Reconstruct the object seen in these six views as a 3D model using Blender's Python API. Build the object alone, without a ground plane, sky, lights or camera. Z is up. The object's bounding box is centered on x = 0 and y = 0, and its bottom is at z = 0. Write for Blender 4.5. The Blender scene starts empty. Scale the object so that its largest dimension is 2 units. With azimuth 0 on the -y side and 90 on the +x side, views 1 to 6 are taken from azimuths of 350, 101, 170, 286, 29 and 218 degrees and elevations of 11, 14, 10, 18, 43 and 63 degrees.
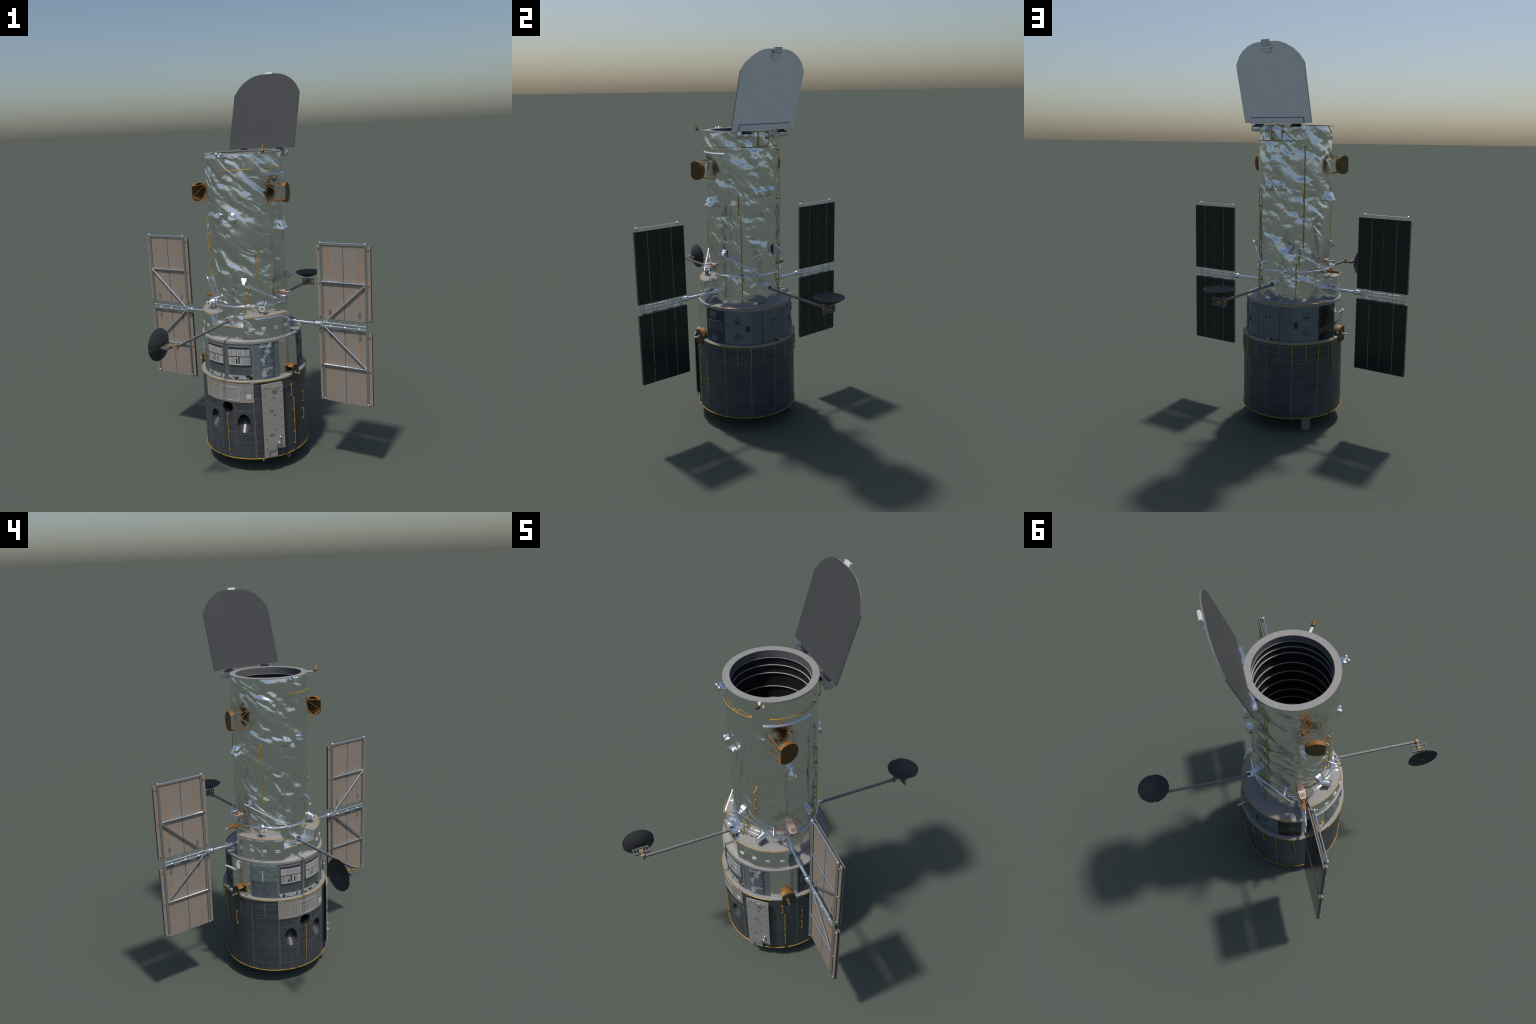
import bpy, math, random
import numpy as np
from mathutils import Vector, Matrix

random.seed(7)
RNG = np.random.RandomState(11)
D2R = math.pi / 180.0

# ------------------------------------------------------------------ frame
# Local frame of the telescope: x = s (along the solar wings), y = n (towards the
# aperture door hinge), z up.  The root Empty carries the shift and the turn.
AXIS = (0.0103, -0.0407)
TURN = -40.9 * D2R

# ------------------------------------------------------------------ noise
PERM = RNG.permutation(256)
PERM = np.concatenate([PERM, PERM, PERM])
GRAD = RNG.normal(size=(256, 3))
GRAD /= np.linalg.norm(GRAD, axis=1)[:, None]


def noise(p, seed=0):
    """Gradient noise, p = (...,3), result about -0.7..0.7"""
    p = np.asarray(p, float) + seed * 17.31
    i = np.floor(p).astype(int)
    f = p - i
    u = f * f * f * (f * (f * 6 - 15) + 10)
    i &= 255
    out = 0.0
    for dx in (0, 1):
        wx = u[..., 0] if dx else 1 - u[..., 0]
        for dy in (0, 1):
            wy = u[..., 1] if dy else 1 - u[..., 1]
            for dz in (0, 1):
                wz = u[..., 2] if dz else 1 - u[..., 2]
                h = PERM[PERM[PERM[(i[..., 0] + dx) & 255] + ((i[..., 1] + dy) & 255)] + ((i[..., 2] + dz) & 255)]
                g = GRAD[h]
                d = g[..., 0] * (f[..., 0] - dx) + g[..., 1] * (f[..., 1] - dy) + g[..., 2] * (f[..., 2] - dz)
                out = out + wx * wy * wz * d
    return out


def ridge(p, seed=0):
    return 0.5 - np.abs(noise(p, seed))


def foil_height(th, z, R, amp=1.0, diag=1.0):
    """Slack thermal-foil relief on a drum: slanting drag folds, dimples and sharp creases."""
    # helical coordinates so that folds run down and to the right
    def cylp(k, su, sz, seed):
        t = th + k * z
        return np.stack([R * np.cos(t) * su, R * np.sin(t) * su, z * sz], -1), seed
    warp = noise(np.stack([R * np.cos(th) * 9, R * np.sin(th) * 9, z * 9], -1), 3) * 0.14
    thw = th + warp
    zw = z + 0.035 * noise(np.stack([R * np.cos(th) * 11, R * np.sin(th) * 11, z * 11], -1), 5)
    t1 = thw + 4.2 * diag * zw
    t2 = thw + 3.0 * diag * zw
    m = np.clip(noise(np.stack([R * np.cos(th) * 7, R * np.sin(th) * 7, z * 7], -1), 8) * 1.8 + 0.55, 0, 1)
    # door side: many dimples
    hb = 0.0145 * noise(np.stack([R * np.cos(t1) * 12, R * np.sin(t1) * 12, zw * 9.0], -1), 1)
    hb = hb + 0.0085 * m * ridge(np.stack([R * np.cos(t2) * 26, R * np.sin(t2) * 26, zw * 15.0], -1), 2)
    hb = hb + 0.0046 * noise(np.stack([R * np.cos(thw) * 16, R * np.sin(thw) * 16, zw * 26], -1), 4)
    # sunny side: fewer, longer slanting drag folds with calm areas between
    t3 = thw + 5.2 * diag * zw
    hf = 0.0125 * noise(np.stack([R * np.cos(t3) * 13, R * np.sin(t3) * 13, zw * 8.5], -1), 11)
    hf = hf + 0.0100 * (0.25 + m) * ridge(np.stack([R * np.cos(t3) * 20, R * np.sin(t3) * 20, zw * 13.0], -1), 12)
    hf = hf + 0.0075 * (m + .15) * noise(np.stack([R * np.cos(t2) * 24, R * np.sin(t2) * 24, zw * 20], -1), 14)
    hf = hf + 0.42 * hb
    w = np.clip(0.5 + 0.9 * np.cos(th + 105 * D2R), 0, 1)
    h = hb * (1 - w) + hf * w
    h = h + 0.0012 * noise(np.stack([R * np.cos(thw) * 48, R * np.sin(thw) * 48, zw * 56], -1), 6)
    # the blanket is held at its outer size: bulges flatten, hollows sink
    h = h - 0.0010
    h = np.where(h > 0, 0.0045 * np.tanh(h / 0.0045), h)
    return h * amp


# ------------------------------------------------------------------ materials
MATS = {}


class NT:
    def __init__(self, name):
        self.m = bpy.data.materials.new(name)
        self.m.use_nodes = True
        self.t = self.m.node_tree
        self.b = self.t.nodes['Principled BSDF']
        self._co = None

    def n(self, kind, **kw):
        nd = self.t.nodes.new(kind)
        for k, v in kw.items():
            setattr(nd, k, v)
        return nd

    def link(self, a, b):
        self.t.links.new(a, b)

    def setv(self, sock, v):
        if hasattr(v, 'node'):
            self.link(v, sock)
        else:
            sock.default_value = v

    def co(self):
        if self._co is None:
            self._co = self.n('ShaderNodeTexCoord').outputs['Object']
        return self._co

    def xyz(self):
        s = self.n('ShaderNodeSeparateXYZ')
        self.link(self.co(), s.inputs[0])
        return s.outputs[0], s.outputs[1], s.outputs[2]

    def math(self, op, a, b=0.0, c=0.0):
        nd = self.n('ShaderNodeMath', operation=op)
        for i, v in enumerate((a, b, c)):
            self.setv(nd.inputs[i], v)
        return nd.outputs[0]

    def mapped(self, scale, loc=(0, 0, 0)):
        mp = self.n('ShaderNodeMapping')
        mp.inputs['Scale'].default_value = scale
        mp.inputs['Location'].default_value = loc
        self.link(self.co(), mp.inputs[0])
        return mp.outputs[0]

    def noise(self, scale=10, detail=3, vec=None, rough=0.55, dist=0.0):
        nd = self.n('ShaderNodeTexNoise')
        nd.inputs['Scale'].default_value = scale
        nd.inputs['Detail'].default_value = detail
        nd.inputs['Roughness'].default_value = rough
        nd.inputs['Distortion'].default_value = dist
        self.link(vec if vec is not None else self.co(), nd.inputs['Vector'])
        return nd.outputs[0]

    def ramp(self, f, stops):
        r = self.n('ShaderNodeValToRGB')
        e = r.color_ramp.elements
        while len(e) < len(stops):
            e.new(0.5)
        for el, (p, c) in zip(e, stops):
            el.position = p
            el.color = (*c, 1) if len(c) == 3 else c
        self.link(f, r.inputs[0])
        return r.outputs[0]

    def smooth(self, v, a, b):
        nd = self.n('ShaderNodeMapRange', interpolation_type='SMOOTHSTEP')
        self.setv(nd.inputs[0], v)
        nd.inputs[1].default_value = a
        nd.inputs[2].default_value = b
        return nd.outputs[0]

    def mix(self, f, a, b):
        nd = self.n('ShaderNodeMix', data_type='RGBA')
        self.setv(nd.inputs[0], f)
        for sock, v in ((nd.inputs[6], a), (nd.inputs[7], b)):
            if hasattr(v, 'node'):
                self.link(v, sock)
            else:
                sock.default_value = (*v, 1)
        return nd.outputs[2]

    def base(self, v):
        if hasattr(v, 'node'):
            self.link(v, self.b.inputs['Base Color'])
        else:
            self.b.inputs['Base Color'].default_value = (*v, 1)

    def bump(self, h, strength=0.3, dist=0.002):
        bn = self.n('ShaderNodeBump')
        bn.inputs['Strength'].default_value = strength
        bn.inputs['Distance'].default_value = dist
        self.link(h, bn.inputs['Height'])
        self.link(bn.outputs[0], self.b.inputs['Normal'])

    def pr(self, rough=0.5, metal=0.0, spec=0.5):
        self.setv(self.b.inputs['Roughness'], rough)
        self.setv(self.b.inputs['Metallic'], metal)
        self.b.inputs['Specular IOR Level'].default_value = spec
        return self


def plain(name, col, rough=0.55, metal=0.0, spec=0.4, var=0.12, scale=30, bump=0.0):
    m = NT(name)
    f = m.noise(scale, 4)
    lo = tuple(c * (1 - var) for c in col)
    hi = tuple(min(1, c * (1 + var)) for c in col)
    m.base(m.ramp(f, [(0.3, lo), (0.7, hi)]))
    m.pr(rough, metal, spec)
    if bump:
        m.bump(m.noise(scale * 6, 3), bump, 0.001)
    MATS[name] = m.m
    return m.m


def sphere_mask(m, c, r0, r1, sq=(1, 1, 1)):
    v = m.n('ShaderNodeVectorMath', operation='SUBTRACT')
    m.link(m.co(), v.inputs[0])
    v.inputs[1].default_value = c
    w = m.n('ShaderNodeVectorMath', operation='MULTIPLY')
    m.link(v.outputs[0], w.inputs[0])
    w.inputs[1].default_value = sq
    l = m.n('ShaderNodeVectorMath', operation='LENGTH')
    m.link(w.outputs[0], l.inputs[0])
    return m.smooth(l.outputs['Value'], r1, r0)


def make_foil(name, col=(0.86, 0.88, 0.87), rough=0.23, stains=(), grime=0.0, bump=0.12, bscale=45):
    m = NT(name)
    f = m.noise(6, 4, dist=0.6)
    c = m.ramp(f, [(0.3, tuple(x * 0.93 for x in col)), (0.7, col)])
    for ctr, r0, r1, scol in stains:
        mask = sphere_mask(m, ctr, r0, r1, (1, 1, 0.75))
        nz = m.smooth(m.noise(24, 5, dist=1.2), 0.42, 0.62)
        k = m.math('MULTIPLY', mask, nz)
        c = m.mix(m.math('MULTIPLY', k, 0.85), c, scol)
    m.base(c)
    r = m.math('MULTIPLY_ADD', m.noise(18, 4), 0.14, rough - 0.07)
    m.pr(r, 1.0)
    m.bump(m.noise(bscale, 4, dist=0.8), bump, 0.0016)
    MATS[name] = m.m
    return m.m


BROWN = (0.20, 0.085, 0.04)
make_foil('tube_foil', stains=[((0.175, -0.035, 1.43), 0.02, 0.10, BROWN), ((-0.175, -0.035, 1.43), 0.02, 0.10, BROWN),
                               ((0.185, -0.03, 0.93), 0.01, 0.09, (0.42, 0.27, 0.21)), ((-0.185, -0.03, 0.93), 0.01, 0.09, (0.42, 0.27, 0.21))])
make_foil('band_foil', bump=0.12)
make_foil('crumpled_foil', (0.9, 0.91, 0.92), 0.13, bump=0.3, bscale=70)
make_foil('silver_tube', (0.86, 0.88, 0.90), 0.15, bump=0.38, bscale=55)
make_foil('post_foil', (0.62, 0.65, 0.70), 0.36, bump=0.5, bscale=60)  # base colour darkened and blued to tone down the wedge's sun glint
make_foil('hinge_foil', (0.66, 0.69, 0.74), 0.2, bump=0.4, bscale=80)
make_foil('blue_sheen_foil', (0.6, 0.68, 0.80), 0.22, bump=0.3)

plain('bare_metal', (0.72, 0.73, 0.75), 0.28, 1.0, var=0.05)
plain('gray_paint', (0.27, 0.262, 0.252), 0.6, var=0.06, scale=45, bump=0.05)
plain('gray_trim', (0.19, 0.19, 0.19), 0.55, var=0.08)
plain('bay_core', (0.05, 0.055, 0.06), 0.6)
plain('gold_rail', (0.42, 0.255, 0.03), 0.42, 0.15, var=0.12, scale=60)
plain('orange_film', (0.235, 0.105, 0.018), 0.5, 0.0, var=0.14, scale=40)
plain('brown_film', (0.098, 0.055, 0.013), 0.42, 0.1, var=0.15, scale=40)
plain('keel_film', (0.075, 0.045, 0.011), 0.5, 0.0, var=0.2, scale=40)
plain('copper_strut', (0.24, 0.10, 0.03), 0.5, var=0.1)
plain('cell_tab', (0.42, 0.215, 0.06), 0.6, var=0.2, scale=60)
plain('dark_line', (0.035, 0.033, 0.035), 0.6)
plain('door_back', (0.86, 0.87, 0.875), 0.55, var=0.03, scale=8)
plain('door_front', (0.060, 0.061, 0.064), 0.62, var=0.05, scale=7, spec=0.3)
plain('white_paint', (0.62, 0.62, 0.61), 0.5, var=0.05)
plain('white_vinyl', (0.52, 0.53, 0.55), 0.5, var=0.04)
plain('dish_black', (0.03, 0.031, 0.034), 0.55, var=0.08, scale=14, spec=0.4)
plain('boom_gray', (0.19, 0.185, 0.185), 0.5, 0.2, var=0.2, scale=90)
plain('baffle_black', (0.020, 0.020, 0.022), 0.55, spec=0.25)
plain('baffle_collar', (0.13, 0.13, 0.135), 0.5)
plain('vane_edge', (0.33, 0.325, 0.32), 0.5)
plain('port_lining', (0.10, 0.10, 0.105), 0.32, 0.55)
plain('black_box', (0.02, 0.022, 0.026), 0.5)
plain('pink_pad', (0.52, 0.38, 0.33), 0.35, 0.5, var=0.15, scale=80)
plain('bolt_dark', (0.03, 0.03, 0.035), 0.5)
plain('seam_gray', (0.105, 0.10, 0.10), 0.6)
plain('frame_light', (0.50, 0.53, 0.56), 0.35, 0.4)  # lightened and less metallic: sky reflection on the hatch frame baked into colour
plain('rust_spot', (0.16, 0.075, 0.03), 0.7)


def shroud_material():
    m = NT('quilted_blanket')
    x, y, z = m.xyz()
    th = m.math('MULTIPLY', m.math('ARCTAN2', y, x), 180 / math.pi)
    th = m.math('ADD', th, 720.7)
    fine = m.n('ShaderNodeTexNoise')
    cv = m.n('ShaderNodeCombineXYZ')
    m.link(m.math('MULTIPLY', th, 1.7), cv.inputs[0])
    m.link(m.math('MULTIPLY', z, 4.0), cv.inputs[2])
    m.link(cv.outputs[0], fine.inputs['Vector'])
    fine.inputs['Scale'].default_value = 1.0
    fine.inputs['Detail'].default_value = 4
    # seams
    d30 = m.math('ABSOLUTE', m.math('SUBTRACT', m.math('MODULO', m.math('ADD', th, 15.0), 30.0), 15.0))
    v30 = m.math('SUBTRACT', m.smooth(d30, 0.85, 0.55), m.math('MULTIPLY', m.smooth(d30, 0.4, 0.2), 0.55))
    d15 = m.math('ABSOLUTE', m.math('SUBTRACT', m.math('MODULO', m.math('ADD', th, 0.0), 30.0), 15.0))
    up = m.math('MULTIPLY', m.math('GREATER_THAN', z, 0.388), m.math('LESS_THAN', z, 0.466))
    v15 = m.math('MULTIPLY', m.smooth(d15, 0.75, 0.5), up)
    dz = m.math('ABSOLUTE', m.math('SUBTRACT', m.math('MODULO', m.math('ADD', z, 0.53285 - 0.114 + 0.02664), 0.05328), 0.02664))
    hz = m.smooth(dz, 0.0017, 0.0011)
    for zz in (0.3965, 0.4665):
        hz = m.math('MAXIMUM', hz, m.smooth(m.math('ABSOLUTE', m.math('SUBTRACT', z, zz)), 0.0026, 0.0018))
    low = m.math('GREATER_THAN', z, 0.10)
    hz = m.math('MULTIPLY', hz, low)
    stitch = m.math('MULTIPLY_ADD', m.math('SINE', m.math('MULTIPLY', th, 9.0)), 0.35, 0.65)
    seam = m.math('MAXIMUM', m.math('MULTIPLY', hz, stitch), m.math('MAXIMUM', v30, v15))
    # one tint per quilt panel
    wn = m.n('ShaderNodeTexWhiteNoise', noise_dimensions='2D')
    cv2 = m.n('ShaderNodeCombineXYZ')
    m.link(m.math('FLOOR', m.math('DIVIDE', th, 15.0)), cv2.inputs[0])
    m.link(m.math('FLOOR', m.math('DIVIDE', m.math('SUBTRACT', z, 0.114), 0.05328)), cv2.inputs[1])
    m.link(cv2.outputs[0], wn.inputs['Vector'])
    c = m.mix(wn.outputs['Value'], (0.058, 0.069, 0.080), (0.076, 0.086, 0.095))
    big = m.noise(5, 3)
    c = m.mix(m.math('MULTIPLY', m.smooth(big, 0.4, 0.65), 0.5), c, (0.055, 0.060, 0.080))
    streak = m.math('MULTIPLY_ADD', fine.outputs[0], 0.7, 0.65)
    sm = m.n('ShaderNodeMix', data_type='RGBA', blend_type='MULTIPLY')
    sm.inputs[0].default_value = 0.9
    m.link(c, sm.inputs[6])
    cg = m.n('ShaderNodeCombineColor')
    for i in range(3):
        m.link(streak, cg.inputs[i])
    m.link(cg.outputs[0], sm.inputs[7])
    c = m.mix(m.math('MULTIPLY', seam, 0.72), sm.outputs[2], (0.20, 0.187, 0.182))
    groove = m.smooth(m.math('ABSOLUTE', m.math('SUBTRACT', z, 0.1112)), 0.0016, 0.0008)
    c = m.mix(m.math('MULTIPLY', groove, 0.7), c, (0.075, 0.05, 0.045))
    m.base(c)
    m.pr(0.42, 0.25, 0.4)
    m.bump(m.math('ADD', m.math('MULTIPLY', fine.outputs[0], 0.25), m.math('MULTIPLY', seam, -0.6)), 0.35, 0.0015)
    MATS['quilted_blanket'] = m.m


shroud_material()


def cell_material():
    m = NT('solar_cells')
    x, y, z = m.xyz()
    s = m.math('ABSOLUTE', x)
    st = m.math('FRACT', m.math('DIVIDE', m.math('SUBTRACT', s, 0.3885), 0.2745 / 44))
    stripe = m.smooth(m.math('ABSOLUTE', m.math('SUBTRACT', st, 0.5)), 0.36, 0.48)
    zz = m.math('FRACT', m.math('DIVIDE', z, 0.0125))
    zr = m.smooth(m.math('ABSOLUTE', m.math('SUBTRACT', zz, 0.5)), 0.38, 0.48)
    nz = m.noise(40, 3)
    c = m.mix(nz, (0.008, 0.010, 0.010), (0.014, 0.017, 0.017))
    c = m.mix(m.math('MULTIPLY', stripe, 0.8), c, (0.028, 0.033, 0.034))
    c = m.mix(m.math('MULTIPLY', zr, 0.25), c, (0.025, 0.03, 0.03))
    for pos, col, dash in ((0.4625, (0.30, 0.34, 0.36), True), (0.526, (0.13, 0.11, 0.09), False), (0.5955, (0.30, 0.34, 0.36), True)):
        ln = m.smooth(m.math('ABSOLUTE', m.math('SUBTRACT', s, pos)), 0.0013, 0.0008)
        if dash:
            ln = m.math('MULTIPLY', ln, m.math('MULTIPLY_ADD', m.smooth(m.noise(1.0, 2, vec=m.mapped((20, 20, 110))), 0.35, 0.55), 0.8, 0.2))
        c = m.mix(ln, c, col)
    m.base(c)
    m.pr(0.16, 0.0, 0.5)
    MATS['solar_cells'] = m.m


cell_material()


def beige_panel_material():
    m = NT('beige_laminate')
    x, y, z = m.xyz()
    s = m.math('ABSOLUTE', x)
    c = m.mix(m.noise(9, 4), (0.262, 0.218, 0.185), (0.305, 0.256, 0.222))
    # harness wires: wavy, thin
    wob = m.math('MULTIPLY', m.noise(1.0, 2, vec=m.mapped((30, 0, 9))), 0.03)
    zz = m.math('FRACT', m.math('DIVIDE', m.math('ADD', z, wob), 0.069))
    ln = m.smooth(m.math('ABSOLUTE', m.math('SUBTRACT', zz, 0.5)), 0.014, 0.007)
    c = m.mix(m.math('MULTIPLY', ln, 0.28), c, (0.10, 0.072, 0.06))
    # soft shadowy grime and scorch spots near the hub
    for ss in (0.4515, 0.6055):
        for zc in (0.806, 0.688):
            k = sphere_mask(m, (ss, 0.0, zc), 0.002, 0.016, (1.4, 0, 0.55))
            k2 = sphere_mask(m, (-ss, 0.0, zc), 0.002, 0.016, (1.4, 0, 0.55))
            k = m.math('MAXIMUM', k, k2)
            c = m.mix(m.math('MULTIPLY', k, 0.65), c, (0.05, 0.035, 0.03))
        wire = m.smooth(m.math('ABSOLUTE', m.math('SUBTRACT', s, ss)), 0.0008, 0.0004)
        c = m.mix(m.math('MULTIPLY', wire, 0.6), c, (0.25, 0.12, 0.05))
    m.base(c)
    m.pr(0.6, 0.0, 0.3)
    m.bump(m.noise(60, 3), 0.1, 0.001)
    MATS['beige_laminate'] = m.m


beige_panel_material()
plain('panel_edge', (0.26, 0.21, 0.19), 0.55, var=0.08)
plain('panel_edge_gray', (0.17, 0.155, 0.15), 0.5, var=0.08)


def blotched(name, lo, hi, spot, sscale, a, b, rough=0.4, metal=0.3, bump=0.2):
    m = NT(name)
    c = m.mix(m.noise(14, 4), lo, hi)
    k = m.smooth(m.noise(sscale, 5, dist=0.9), a, b)
    c = m.mix(k, c, spot)
    m.base(c)
    m.pr(rough, metal, 0.5)
    m.bump(m.noise(sscale * 1.5, 4, dist=0.8), bump, 0.002)
    MATS[name] = m.m
    return m.m


blotched('blue_gray_panel', (0.125, 0.150, 0.175), (0.155, 0.180, 0.205), (0.10, 0.12, 0.145), 18, 0.5, 0.75, 0.4, 0.35, 0.06)
blotched('blue_panel', (0.14, 0.195, 0.245), (0.18, 0.24, 0.295), (0.11, 0.15, 0.19), 16, 0.5, 0.75, 0.28, 0.5, 0.08)
blotched('steel_panel', (0.155, 0.185, 0.215), (0.19, 0.22, 0.25), (0.13, 0.155, 0.185), 22, 0.5, 0.75, 0.45, 0.35, 0.1)
blotched('dark_plate', (0.070, 0.078, 0.080), (0.092, 0.10, 0.10), (0.045, 0.05, 0.05), 20, 0.5, 0.8, 0.5, 0.1, 0.1)
blotched('window_frame', (0.17, 0.185, 0.195), (0.24, 0.25, 0.255), (0.34, 0.29, 0.24), 34, 0.58, 0.72, 0.45, 0.3, 0.15)
blotched('torn_foil', (0.03, 0.035, 0.04), (0.05, 0.055, 0.06), (0.50, 0.53, 0.54), 42, 0.46, 0.52, 0.3, 0.4, 0.4)
blotched('patched_foil', (0.13, 0.165, 0.205), (0.17, 0.205, 0.245), (0.50, 0.52, 0.54), 30, 0.54, 0.60, 0.35, 0.45, 0.4)
blotched('black_foil', (0.018, 0.020, 0.024), (0.035, 0.038, 0.043), (0.012, 0.012, 0.014), 20, 0.5, 0.8, 0.25, 0.4, 0.4)
blotched('radiator_white', (0.295, 0.28, 0.255), (0.335, 0.325, 0.30), (0.27, 0.25, 0.22), 10, 0.55, 0.8, 0.55, 0.0, 0.05)
blotched('beige_cover', (0.275, 0.25, 0.228), (0.31, 0.285, 0.26), (0.26, 0.235, 0.215), 12, 0.5, 0.8, 0.55, 0.0, 0.05)
def louver_material():
    m = NT('louver_white')
    oi = m.n('ShaderNodeObjectInfo')
    c = m.ramp(oi.outputs['Random'], [(0.0, (0.30, 0.305, 0.315)), (0.45, (0.44, 0.445, 0.45)), (0.8, (0.47, 0.45, 0.42)), (1.0, (0.36, 0.35, 0.35))])
    m.base(c)
    m.pr(0.5)
    m.bump(m.noise(90, 3), 0.1, 0.001)
    MATS['louver_white'] = m.m


louver_material()


def wrinkled_sheet(name, lo, hi):
    m = NT(name)
    c = m.mix(m.noise(8, 4, dist=1.0), lo, hi)
    m.base(c)
    m.pr(0.28, 0.75)
    m.bump(m.noise(22, 4, dist=1.0), 0.35, 0.004)
    MATS[name] = m.m


wrinkled_sheet('teal_film', (0.26, 0.35, 0.37), (0.42, 0.50, 0.51))


# ------------------------------------------------------------------ mesh builder
class MB:
    def __init__(self, mirror=False):
        self.v, self.f, self.mi = [], [], []
        self.k = 0
        self.mirror = mirror
        self.slot = 0

    def add(self, vs, fs):
        o = self.k
        vs = np.asarray(vs, float).reshape(-1, 3)
        self.v.append(vs)
        self.k += len(vs)
        for f in fs:
            self.f.append(tuple(o + i for i in f))
            self.mi.append(self.slot)

    def grid(self, P, closed_u=False, flip=False):
        nu, nv = P.shape[:2]
        idx = np.arange(nu * nv).reshape(nu, nv)
        a = idx if closed_u else idx[:-1]
        b = np.roll(idx, -1, 0) if closed_u else idx[1:]
        q = np.stack([a[:, :-1], b[:, :-1], b[:, 1:], a[:, 1:]], -1).reshape(-1, 4)
        if flip:
            q = q[:, ::-1]
        self.add(P.reshape(-1, 3), q.tolist())

    def box(self, c, h, R=None):
        c = np.array(c, float)
        s = np.array([[x, y, z] for x in (-1, 1) for y in (-1, 1) for z in (-1, 1)], float) * np.array(h)
        if R is not None:
            s = s @ np.array(R).T
        self.add(s + c, [(0, 1, 3, 2), (4, 6, 7, 5), (0, 4, 5, 1), (2, 3, 7, 6), (0, 2, 6, 4), (1, 5, 7, 3)])

    def beam(self, p0, p1, w, h, up=(0, 0, 1)):
        p0, p1 = np.array(p0, float), np.array(p1, float)
        d = p1 - p0
        L = np.linalg.norm(d)
        d /= L
        a = np.cross(up, d)
        a /= np.linalg.norm(a)
        b = np.cross(d, a)
        self.box((p0 + p1) / 2, (L / 2, w / 2, h / 2), np.stack([d, a, b], 1))

    def cyl(self, p0, p1, r0, r1=None, seg=16, caps=True, rings=1):
        r1 = r0 if r1 is None else r1
        p0, p1 = np.array(p0, float), np.array(p1, float)
        d = p1 - p0
        d /= np.linalg.norm(d)
        a = np.cross(d, (0, 0, 1) if abs(d[2]) < 0.9 else (1, 0, 0))
        a /= np.linalg.norm(a)
        b = np.cross(d, a)
        t = np.linspace(0, 2 * np.pi, seg, endpoint=False)
        ci = np.outer(np.cos(t), a) + np.outer(np.sin(t), b)
        P = np.stack([p0 + (p1 - p0) * k + ci * (r0 + (r1 - r0) * k) for k in np.linspace(0, 1, rings + 1)], 1)
        self.grid(P, closed_u=True)
        if caps:
            self.add(P[:, 0], [tuple(range(seg))[::-1]])
            self.add(P[:, -1], [tuple(range(seg))])

    def sphere(self, c, r, seg=14, rings=9, sq=(1, 1, 1)):
        t = np.linspace(0, 2 * np.pi, seg, endpoint=False)
        p = np.linspace(0, np.pi, rings)
        P = np.stack([np.outer(np.cos(t), np.sin(p)), np.outer(np.sin(t), np.sin(p)), np.outer(np.ones(seg), -np.cos(p))], -1)
        self.grid(P * r * np.array(sq) + np.array(c), closed_u=True)

    def path(self, pts, r, seg=10, caps=True, closed=False):
        pts = np.asarray(pts, float)
        n = len(pts)
        if closed:
            tg = np.roll(pts, -1, 0) - np.roll(pts, 1, 0)
        else:
            tg = np.gradient(pts, axis=0)
        tg /= np.linalg.norm(tg, axis=1)[:, None]
        up = np.array([0, 0, 1.0]) if np.abs(tg[:, 2]).max() < 0.95 else np.array([0.31, 0.95, 0.05])
        a = np.cross(tg, up)
        a /= np.linalg.norm(a, axis=1)[:, None]
        b = np.cross(tg, a)
        t = np.linspace(0, 2 * np.pi, seg, endpoint=False)
        P = pts[None] + r * (np.cos(t)[:, None, None] * a[None] + np.sin(t)[:, None, None] * b[None])
        if closed:
            P = np.concatenate([P, P[:, :1]], 1)
        self.grid(P, closed_u=True)
        if caps and not closed:
            self.add(P[:, 0], [tuple(range(seg))[::-1]])
            self.add(P[:, -1], [tuple(range(seg))])

    def lathe(self, prof, th0=-180, th1=180, n=180):
        full = abs(th1 - th0 - 360) < 1e-6
        t = np.linspace(th0, th1, n, endpoint=not full) * D2R
        pr = np.array(prof, float)
        P = np.stack([np.outer(np.cos(t), pr[:, 0]), np.outer(np.sin(t), pr[:, 0]), np.tile(pr[:, 1], (n, 1))], -1)
        self.grid(P, closed_u=full)
        if not full and np.allclose(pr[0], pr[-1]):
            m = len(pr) - 1
            self.add(P[0, :-1], [tuple(range(m))])
            self.add(P[-1, :-1], [tuple(range(m))[::-1]])

    def ring(self, r0, r1, z0, z1, th0=-180, th1=180, n=180):
        self.lathe([(r0, z0), (r1, z0), (r1, z1), (r0, z1), (r0, z0)], th0, th1, n)

    def patch(self, th0, th1, z0, z1, R, depth=0.002, nth=None, nz=2, disp=None, fade=True):
        """raised tile wrapped on the drum, with side walls going down by depth"""
        nth = nth or max(2, int(abs(th1 - th0) / 1.5) + 1)
        t = np.linspace(th0, th1, nth) * D2R
        z = np.linspace(z0, z1, nz)
        T, Z = np.meshgrid(t, z, indexing='ij')
        Rr = np.full_like(T, R)
        if disp is not None:
            h = disp(T, Z)
            if fade:
                e = np.minimum(np.minimum(T - t[0], t[-1] - T) * R, np.minimum(Z - z0, z1 - Z)) / 0.006
                h = h * np.clip(e, 0, 1)
            Rr = Rr + h
        P = np.stack([Rr * np.cos(T), Rr * np.sin(T), Z], -1)
        self.grid(P)
        Q = np.stack([(R - depth) * np.cos(T), (R - depth) * np.sin(T), Z], -1)
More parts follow.
